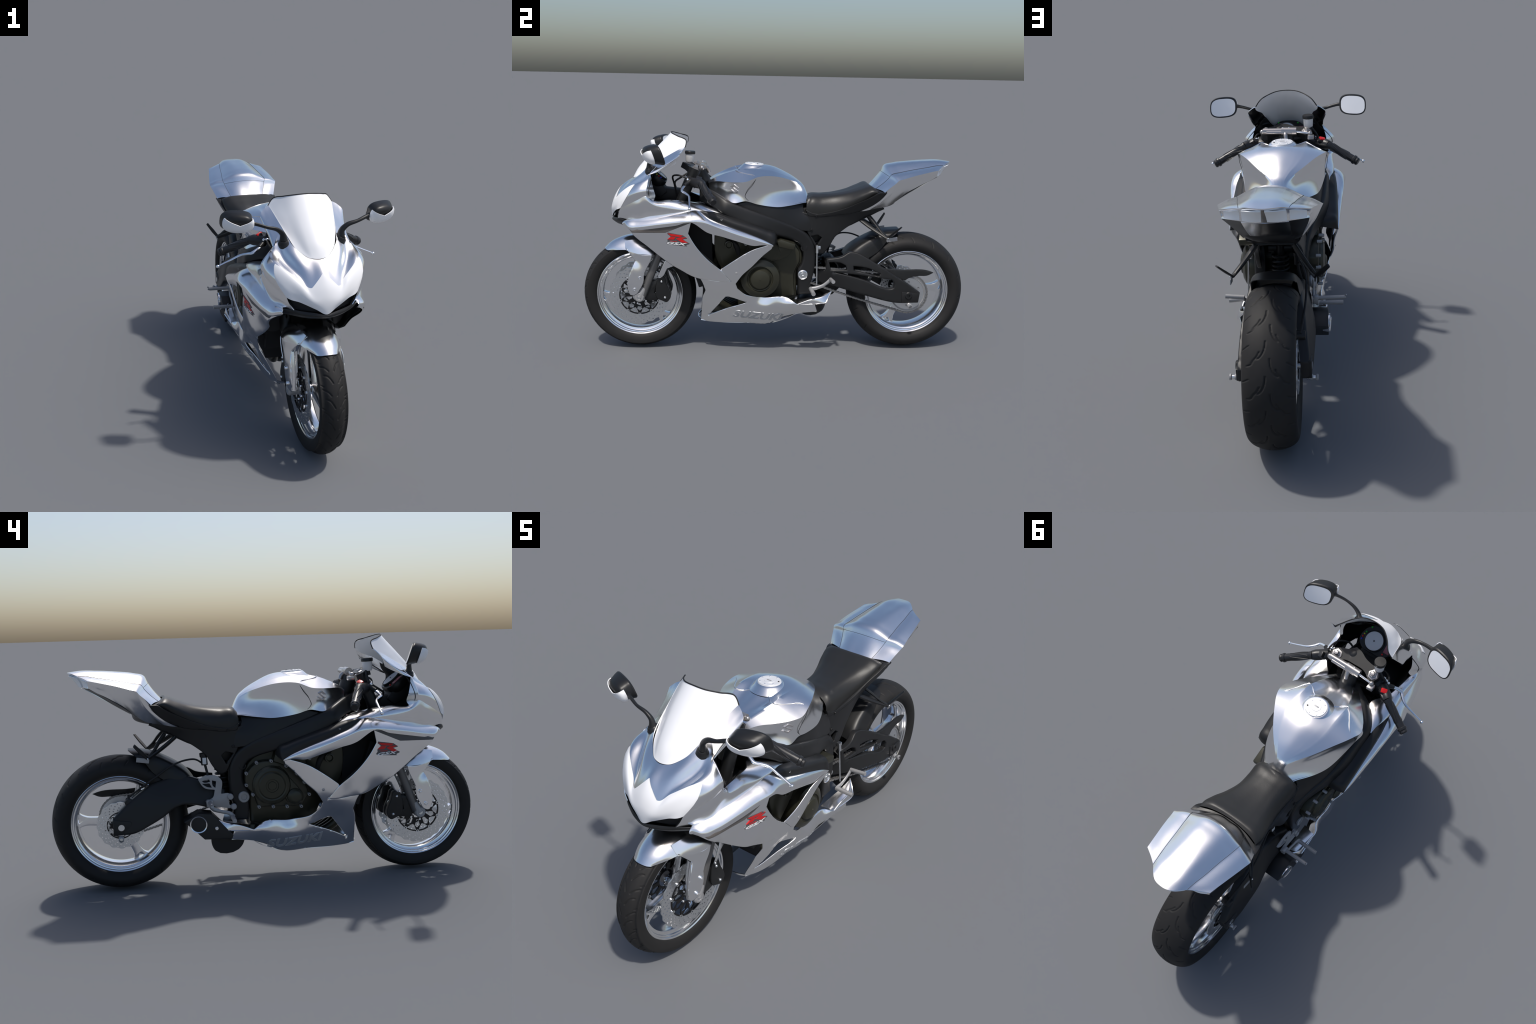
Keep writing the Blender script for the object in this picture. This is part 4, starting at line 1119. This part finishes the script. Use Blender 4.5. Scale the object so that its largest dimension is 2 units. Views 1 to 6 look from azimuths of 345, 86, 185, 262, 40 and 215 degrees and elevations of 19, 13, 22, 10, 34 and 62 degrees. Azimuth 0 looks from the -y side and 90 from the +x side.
# ------------------------------------------------------------------ swingarm
SWL = [(.21, .43), (.25, .438), (.254, .498), (.335, .511), (.377, .533), (.41, .53), (.45, .513), (.518, .472), (.643, .397), (.748, .324), (.741, .272), (.642, .268), (.452, .31), (.316, .348), (.22, .368), (.2, .4)]
H1 = [(.268, .48), (.337, .474), (.355, .463), (.359, .443), (.278, .44)]
H2 = [(.395, .461), (.467, .452), (.535, .424), (.528, .41), (.396, .44)]
H3 = [(.296, .429), (.425, .415), (.556, .397), (.6, .388), (.612, .371), (.607, .348), (.585, .343), (.55, .35), (.47, .384), (.383, .41)]
SLF = Width([(.205, .42, .085), (.254, .5, .112), (.26, .44, .116), (.38, .53, .108), (.45, .47, .122), (.6, .42, .133), (.745, .3, .136), (.64, .27, .138), (.45, .31, .134), (.32, .35, .122), (.22, .37, .09)])
sw = panel("swingarm", SWL, SLF, FRAME, holes=[H1, H2, H3], thick=.026, round_edge=.006, corner=45)
SWR = [(.724, .345), (.654, .413), (.59, .463), (.544, .494), (.49, .512), (.444, .525), (.383, .52), (.33, .502), (.26, .48), (.215, .45), (.215, .38), (.293, .378), (.35, .392), (.41, .398), (.45, .385), (.493, .353), (.557, .315), (.628, .281), (.722, .275)]
SRF = Width([(.72, .34, .135), (.72, .28, .137), (.6, .45, .118), (.6, .36, .138), (.49, .51, .1), (.48, .44, .135), (.4, .51, .1), (.4, .42, .134), (.3, .49, .1), (.3, .41, .125), (.23, .42, .118)])
panel("swingarm_beam", SWR, SRF, FRAME, sw, thick=.036, round_edge=.01, corner=45, sign=-1)
prism("chain_adjuster_block", [(.642, .335), (.722, .347), (.722, .275), (.642, .28)], -.141, -.12, FRAME, sw, bevel=.002)
prism("chain_adjuster_block", [(.65, .33), (.742, .322), (.738, .272), (.65, .27)], .12, .141, FRAME, sw, bevel=.002)
skin("swingarm_brace", [[(.095, .25, .47), (.05, .25, .485), (0, .25, .49)], [(.095, .29, .485), (.05, .29, .495), (0, .29, .5)], [(.095, .318, .46), (.05, .32, .465), (0, .322, .468)], [(.095, .312, .41), (.05, .315, .41), (0, .315, .41)], [(.095, .25, .4), (.05, .25, .4), (0, .25, .4)]], FRAME, sw, nu=4, nv=4, thick=.006)
skin("swingarm_brace", [[(-.095, .25, .47), (-.05, .25, .485), (0, .25, .49)], [(-.095, .29, .485), (-.05, .29, .495), (0, .29, .5)], [(-.095, .318, .46), (-.05, .32, .465), (0, .322, .468)], [(-.095, .312, .41), (-.05, .315, .41), (0, .315, .41)], [(-.095, .25, .4), (-.05, .25, .4), (0, .25, .4)]], FRAME, sw, nu=4, nv=4, thick=.006)
tube("axle", [(-.142, RW[1] - .004, RW[2]), (.14, RW[1] - .004, RW[2])], .014, STEEL, sw, n=20, smooth=False)
lathe("axle_nut", [(0, .019), (.008, .019), (.011, .016), (.011, .008), (.003, .007), (.003, 0)], (.136, .686, .31), BLACK, sw, n=24)
for s, x in ((1, .145), (-1, -.135)):
    tube("paddock_bobbin", [(x - s * .015, .689, .261), (x + s * .022, .689, .261)], .0085, STEEL, sw, n=18, smooth=False)
    lathe("bobbin_flange", [(-.012, .006), (-.012, .012), (-.004, .012), (0, .008), (.008, .008), (.012, .0125), (.018, .0125), (.02, .008)], (x + s * .01, .689, .261), GREY, sw, n=20, axis=(s, 0, 0))
# lower chain run guard and tail fin
CGF = Width([(.55, .447, .118), (.65, .44, .114), (.82, .425, .108), (.67, .385, .118), (.62, .41, .12)])
panel("chain_guard", [(.5, .46), (.557, .449), (.644, .441), (.798, .433), (.82, .425), (.791, .411), (.729, .407), (.691, .398), (.669, .385), (.624, .4), (.55, .43)], CGF, BLACK, sw, thick=.012, round_edge=.003)
# rear caliper above the right hand rotor
prism("rear_caliper", [(.6, .41), (.65, .44), (.67, .42), (.655, .385), (.62, .37)], -.118, -.07, BLACK, sw, bevel=.006).name = "brake_caliper"
tube("brake_hose", [(-.1, .66, .43), (-.11, .6, .475), (-.118, .52, .53), (-.115, .45, .575), (-.1, .39, .594), (-.085, .34, .592), (-.078, .31, .57)], .0042, MATT, sw, n=10)
# brake fluid reservoir
rv = tube("fluid_reservoir", [(-.077, .302, .565), (-.077, .305, .607)], .015, BLACK, smooth=False, n=20)
block("reservoir_window", (-.09, .303, .585), (.006, .018, .03), FLUID, rv, bevel=.002)
tube("reservoir_hose", [(-.077, .3, .565), (-.08, .292, .53), (-.09, .285, .49)], .006, MATT, rv)
tube("reservoir_lid", [(-.077, .305, .603), (-.077, .307, .62)], .018, BLACK, rv, smooth=False, n=20)
# rear shock
shock = tube("shock_absorber", [(0, .2, .38), (0, .215, .62)], .018, BLACK, n=18, smooth=False)
coil = [(.033 * math.cos(t), .208 + .033 * math.sin(t) + (t / 44) * .01, .44 + t * .0034) for t in np.linspace(0, 44, 90)]
tube("shock_spring", coil, .006, BLACK, shock, n=8, per=2)
tube("shock_reservoir", [(-.05, .2, .6), (.05, .2, .6)], .022, BLACK, shock, n=20, smooth=False)

# ------------------------------------------------------------------ rear hugger
hug = [
    [(0, .642, .643), (.04, .64, .642), (.07, .625, .632), (.085, .6, .612)],
    [(0, .575, .639), (.045, .574, .636), (.074, .568, .626), (.088, .578, .6)],
    [(0, .52, .625), (.048, .519, .62), (.08, .515, .606), (.092, .536, .545)],
    [(0, .453, .594), (.048, .452, .588), (.084, .45, .57), (.096, .49, .51)],
    [(0, .387, .549), (.048, .387, .544), (.09, .39, .528), (.101, .44, .485)],
    [(0, .352, .505), (.045, .352, .5), (.08, .355, .49), (.09, .38, .475)]]
skin("hugger", hug, BLACK, half=True, nu=6, nv=7, thick=.003)

# ------------------------------------------------------------------ number plate bracket with indicator stalks
for s in (1, -1):
    br = tube("tail_bracket", [(s * .07, .425, .7), (s * .1, .47, .668), (s * .13, .515, .64), (s * .158, .555, .618)], [.013, .013, .012, .012], BLACK, n=8, flat=.6)
    tube("bracket_strut", [(s * .075, .475, .715), (s * .1, .5, .685), (s * .13, .525, .65), (s * .156, .552, .622)], [.011, .011, .009, .009], BLACK, br, n=8, flat=.6)
    tube("indicator_stalk", [(s * .156, .555, .618), (s * .18, .582, .648), (s * .207, .612, .684)], [.009, .011, .008], BLACK, br, n=8, flat=.45)
    block("reflector_plate", (s * .16, .578, .611), (.003, .056, .02), GREY, br, rot=(.15, 0, 0), bevel=.001)
    ball("bracket_bolt", (s * .166, .556, .618), .004, STEEL, br)
skin("plate_crossbar", [[(-.07, .425, .705), (0, .42, .7), (.07, .425, .705)], [(-.075, .475, .722), (0, .47, .72), (.075, .475, .722)]], BLACK, br, nu=3, nv=4, thick=.006)

# ------------------------------------------------------------------ pegs, levers, heel plate
HEEL = [(.338, .509), (.321, .519), (.247, .517), (.237, .508), (.237, .44), (.199, .438), (.187, .424), (.204, .408), (.201, .387), (.176, .379), (.185, .369), (.272, .385), (.305, .395), (.308, .41), (.275, .425), (.265, .459), (.311, .47)]
hp = prism("heel_plate", HEEL, -.141, -.134, GREY, holes=[[(.322, .502), (.29, .508), (.283, .497), (.31, .493)], [(.322, .49), (.288, .49), (.278, .47), (.3, .474)], [(.276, .503), (.258, .498), (.262, .468), (.272, .476)]], bevel=.0015, corner=50)
for y, z in ((.196, .424), (.182, .378)):
    lathe("heel_plate_bolt", [(-.012, .0135), (.006, .0135), (.009, .01), (.009, 0)], (-.139, y, z), GREY, hp, n=20, axis=(-1, 0, 0))
def foot_rest(s):
    e = .03 if s > 0 else 0
    p = tube("foot_peg", [(s * .15, .29, .405), (s * .262, .29, .409), (s * .272, .29, .411)], [.0095, .0085, .007], GREY, n=16, smooth=False)
    tube("peg_tip", [(s * .266, .291, .41), (s * .274, .293, .422)], .0035, GREY, p, n=8, smooth=False)
    block("peg_mount", (s * .146, .29, .4), (.024, .03, .034), GREY, p, bevel=.004)
    return p
foot_rest(-1)
# left: shift rod, pedal and its pegs
lp = tube("shift_pedal", [(.15, .172, .349), (.152, .205, .355), (.154, .235, .368), (.158, .272, .4)], [.011, .009, .008, .009], GREY, n=12, flat=.7, up=(1, 0, 0))
tube("foot_peg", [(.156, .272, .401), (.235, .275, .408)], .0095, GREY, lp, n=16, smooth=False)
tube("pedal_toe", [(.148, .172, .349), (.235, .177, .344)], .0105, GREY, lp, n=16, smooth=False)
tube("shift_rod", [(.136, .199, .562), (.147, .202, .37)], .0038, STEEL, lp, n=10, smooth=False)
tube("rod_joint", [(.136, .199, .575), (.139, .2, .535)], .0075, STEEL, lp, n=12, smooth=False)
block("rod_crank", (.128, .208, .562), (.02, .022, .018), STEEL, lp, bevel=.004)
# right: brake pedal
bp = tube("brake_pedal", [(-.148, .29, .395), (-.152, .28, .378), (-.155, .235, .36), (-.157, .2, .35), (-.16, .187, .335)], [.01, .009, .008, .009, .011], GREY, n=12, flat=.7, up=(1, 0, 0))
tube("pedal_toe", [(-.155, .19, .337), (-.262, .193, .34)], .0095, GREY, bp, n=16, smooth=False)

# ------------------------------------------------------------------ exhaust
ex = prism("exhaust", [(.412, .332), (.395, .318), (.322, .248), (.2, .243), (.193, .262), (.285, .36), (.345, .368)], -.2, -.1, BLACK, bevel=.01, segs=3, corner=30)
lathe("exhaust_tip", [(-.02, .036), (.004, .0385), (.007, .038), (.005, .0335), (-.03, .031), (-.03, 0)], (-.199, .347, .319), CHROME, ex, n=48, axis=(-1, .12, 0))
lathe("exhaust_bore_disc", [(-.012, .0335), (-.012, 0)], (-.2, .347, .319), MATT, ex, n=32, axis=(-1, .12, 0))  # flat black disc standing in for the open bore
bolt("exhaust_bolt", (-.205, .268, .298), .008, STEEL, ex, axis=(-1, 0, 0))
solid("muffler", [[(-.12, y + .014, z + .004) for y, z in [(.15, .168), (.255, .168), (.272, .205), (.268, .25), (.2, .265), (.13, .25), (.125, .2)]],
                  [(-.1, y + .014, z + .004) for y, z in [(.145, .165), (.258, .167), (.272, .205), (.265, .25), (.2, .27), (.125, .25), (.122, .2)]],
                  [(-.01, y, z) for y, z in [(.145, .17), (.245, .175), (.265, .21), (.262, .25), (.2, .27), (.125, .25), (.122, .2)]],
                  [(.03, y, z) for y, z in [(.16, .185), (.23, .185), (.25, .215), (.245, .25), (.2, .26), (.135, .25), (.135, .21)]]], BLACK, ex, nu=4, nv=4)

# ------------------------------------------------------------------ handlebars and cockpit
for s in (1, -1):
    e0, e1 = Vector((s * .2, -.387, .892)), Vector((s * .336, -.328, .823))
    d = (e1 - e0).normalized()
    bar = tube("handlebar", [(s * .098, -.442, .9), (s * .15, -.427, .9), tuple(e0)], .012, BLACK, n=16, smooth=False)
    gp = [e0 - d * .0, e0 + d * .004, e0 + d * .012, e1 - d * .026, e1 - d * .023, e1 - d * .014, e1 - d * .01, e1 - d * .002, e1 + d * .004]
    tube("grip", gp, [.0205, .021, .0178, .0178, .0215, .0215, .0175, .019, .015], GRIP, bar, n=24, smooth=False)
    # spiral ribs on the grip
    rib = []
    u = d.orthogonal().normalized(); w = d.cross(u)
    for k in range(6):
        a = k * math.pi / 3
        pts = [e0 + d * (.02 + .09 * t) + (u * math.cos(a + 1.1 * t) + w * math.sin(a + 1.1 * t)) * .0178 for t in np.linspace(0, 1, 7)]
        tube("grip_rib", pts, .0022, GRIP, bar, n=6)
    hin = Vector((s * .15, -.43, .892))
    dh = (e0 - hin).normalized()
    sg = tube("switch_housing", [tuple(hin - dh * .004), tuple(hin), tuple(e0 - dh * .012), tuple(e0 + d * .004)], [.021, .0245, .025, .021], GRIP, bar, n=20, smooth=False)
    block("switch_box", tuple(hin + dh * .03 + Vector((0, .01, .014))), (.044, .03, .02), GRIP, sg, rot=(-.4, s * .5, 0), bevel=.004)
    if s < 0:
        block("kill_switch", (-.171, -.4, .917), (.028, .021, .012), RED, sg, rot=(-.45, -.3, .45), bevel=.002)
    block("bar_clamp", (s * .112, -.44, .9), (.05, .05, .036), BLACK, bar, rot=(-.4, s * .1, 0), bevel=.006)
    for k in range(3):
        ball("clamp_bolt", (s * (.135 + .013 * k), -.462 + .004 * k, .912 - .003 * k), .0078, CHROME, bar)
    # lever
    lev = tube("lever", [(s * .175, -.462, .882), (s * .205, -.478, .868), (s * .222, -.48, .86), (s * .24, -.463, .852), (s * .262, -.448, .844), (s * .31, -.442, .822), (s * .364, -.44, .798)],
               [.008, .009, .0085, .0075, .0065, .005, .0042], CHROME, bar, n=12, flat=.75, up=(0, 0, 1))
    ball("lever_ball", (s * .367, -.439, .7955), .0078, CHROME, lev)
    tube("lever_perch", [(s * .15, -.43, .905), (s * .165, -.45, .892), (s * .185, -.468, .88)], [.014, .012, .01], BLACK, lev, n=12)
tube("brake_hose", [(-.15, -.45, .91), (-.14, -.5, .88), (-.1, -.53, .86), (-.05, -.5, .8)], .005, MATT, bar, n=8)
tube("clutch_cable", [(.16, -.44, .905), (.14, -.5, .925), (.1, -.53, .915), (.06, -.525, .87), (.05, -.51, .8)], .0045, MATT, bar, n=8)

# top yoke: black casting with steering stem cap
clamp = [(-.122, -.425), (-.115, -.398), (-.09, -.392), (-.05, -.415), (0, -.418), (.05, -.415), (.09, -.392), (.115, -.398), (.122, -.425), (.095, -.45), (.06, -.462), (.035, -.484), (.005, -.478), (-.03, -.462), (-.06, -.455), (-.095, -.45)]
Q, f = fill([outline(clamp)], 0)
n = len(Q)
zt = lambda y: .952 - .42 * (y + .418)
V = [(q[0], q[1], zt(q[1])) for q in Q] + [(q[0], q[1] - .01, zt(q[1]) - .026) for q in Q]
F = [tuple(t) for t in f] + [tuple(n + i for i in reversed(t)) for t in f]
E_ = {}
for t in f:
    for a_, b_ in zip(t, t[1:] + t[:1]):
        E_[(a_, b_)] = 1
for a_, b_ in E_:
    if (b_, a_) not in E_:
        F.append((b_, a_, n + a_, n + b_))
yoke = add("triple_clamp", V, F, BLACK, angle=20)
modify(yoke, ("BEVEL", dict(width=.004, segments=2, limit_method='ANGLE', angle_limit=1.0)), angle=20)
lathe("stem_cap", [(-.005, .022), (.004, .021), (.008, .015), (.008, 0)], (.035, -.458, .962), BLACK, yoke, n=28, axis=(0, .42, 1))
tube("triple_clamp_stem", [(-.12, fork_y(.72), .72), (.12, fork_y(.72), .72)], .034, FRAME, yoke, n=16, smooth=False)
block("triple_clamp_web", (0, fork_y(.72) + .01, .72), (.2, .07, .04), FRAME, yoke, bevel=.008)
# steering damper across the yoke
dm = tube("steering_damper", [(.108, -.385, .962), (-.03, -.383, .962)], .0145, DAMPER, n=20, smooth=False)
tube("damper_body", [(.09, -.372, .96), (-.03, -.37, .958)], .0085, DAMPER, dm, n=16, smooth=False)
tube("damper_collar", [(.02, -.383, .962), (-.05, -.381, .961)], .0185, DAMPER, dm, n=20, smooth=False)
tube("damper_rod", [(-.04, -.381, .96), (-.113, -.378, .95)], .005, STEEL, dm, n=12, smooth=False)
ball("damper_end", (-.114, -.378, .95), .011, DAMPER, dm)
ball("damper_end", (.112, -.385, .96), .011, DAMPER, dm)
tube("damper_foot", [(.002, -.378, .955), (.0, -.36, .945), (-.003, -.35, .925)], [.013, .01, .009], DAMPER, dm, n=14)
for x in (.014, -.016):
    bolt("damper_bolt", (x, -.383, .975), .005, STEEL, dm, axis=(0, 0, 1))
block("damper_bracket", (-.118, -.37, .935), (.03, .03, .02), DAMPER, dm, bevel=.004)
# front brake reservoir
rs = lathe("fluid_reservoir", [(-.035, 0), (-.035, .019), (-.03, .0215), (.008, .0235), (.009, 0)], (-.104, -.452, 1.0), FLUID, n=32, axis=(0, .05, 1))
lathe("reservoir_lid", [(.007, .024), (.008, .027), (.02, .027), (.023, .025), (.0235, 0)], (-.104, -.452, 1.0), BLACK, rs, n=36, axis=(0, .05, 1))
tube("reservoir_stem", [(-.104, -.455, .968), (-.106, -.46, .945)], .009, BLACK, rs, smooth=False)
tube("reservoir_hose", [(-.112, -.445, .97), (-.13, -.44, .95), (-.145, -.445, .925), (-.15, -.45, .905)], .006, MATT, rs)

# instrument cluster tilted towards the rider
N_ = Vector((0, .65, .76)).normalized()
up_v = Vector((0, -.76, .65)).normalized()
def cl(x, h, depth):
    p = Vector((0, -.606, .915)) + Vector((x, 0, 0)) + up_v * h - N_ * depth
    return tuple(p)
def face(sc, depth):
    return [cl(x * sc, h * sc, depth) for x, h in [(-.085, -.018), (-.06, -.05), (0, -.055), (.06, -.05), (.085, -.018), (.075, .035), (.045, .062), (0, .068), (-.045, .062), (-.075, .035)]]
clu = solid("instrument_cluster", [face(.96, .002), face(1.0, .008), face(.98, .03), face(.8, .05)], BLACK, nu=3, nv=4)
dc = Vector((.012, -.606, .915)) + N_ * .002
lathe("gauge_ring", [(-.004, .049), (.006, .049), (.008, .046), (.005, .043), (.005, 0)], dc, BLACK, clu, n=48, axis=N_)
lathe("gauge_face", [(.0055, .0435), (.0065, .043), (.0068, 0)], dc, DIAL, clu, n=48, axis=N_)
lathe("gauge_hub", [(.006, .004), (.009, .003), (.009, 0)], dc, MATT, clu, n=12, axis=N_)
def on_face(x, h, k):
    return Vector((0, -.606, .915)) + Vector((x, 0, 0)) + up_v * h + N_ * k
dx = Matrix(((1, 0, 0), tuple(up_v), tuple(N_))).transposed()
o = block("display", (0, 0, 0), (.028, .05, .004), DISPLAY, clu, bevel=.001)
for v in o.data.vertices:
    v.co = dx @ v.co + on_face(-.062, .0, .001)
for k, (m, x, h) in enumerate([(GREEN, .052, .05), (GREEN, .066, .02), (YELLOW, .07, .008), (RED, .072, -.005), (BLUE, .072, -.018), (RED, -.05, -.035), (GREEN, -.045, .048)]):
    ball("warning_lamp", on_face(x, h, .0005), .0042, m, clu, n=8)
prism("cluster_bracket", [(-.66, .93), (-.6, .88), (-.56, .83), (-.6, .8), (-.68, .85)], -.06, .06, MATT, clu, bevel=.006)
block("ram_air_duct", (.0, -.565, .815), (.1, .15, .06), MATT, clu, rot=(-.1, 0, 0), bevel=.01)

skin("cockpit_blackout", [[(0, -.81, .692), (.05, -.8, .692), (.11, -.78, .695)], [(0, -.64, .7), (.06, -.64, .7), (.12, -.64, .7)], [(0, -.5, .7), (.06, -.5, .7), (.12, -.5, .7)], [(0, -.38, .7), (.05, -.38, .71), (.1, -.38, .72)]], MATT, nose, half=True, nu=4, nv=4, thick=.003)  # added black sheet that hides the lit ground below the cockpit
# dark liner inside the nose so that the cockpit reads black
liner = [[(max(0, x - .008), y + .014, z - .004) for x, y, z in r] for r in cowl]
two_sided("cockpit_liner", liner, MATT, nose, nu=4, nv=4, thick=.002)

# keep the tree at thing > part > sub-part
bpy.context.view_layer.update()
for o in list(COL.objects):
    line, p = [o], o.parent
    while p is not None:
        line.append(p); p = p.parent
    if len(line) > 3 and line[-1] is ROOT:
        o.parent = line[-2]
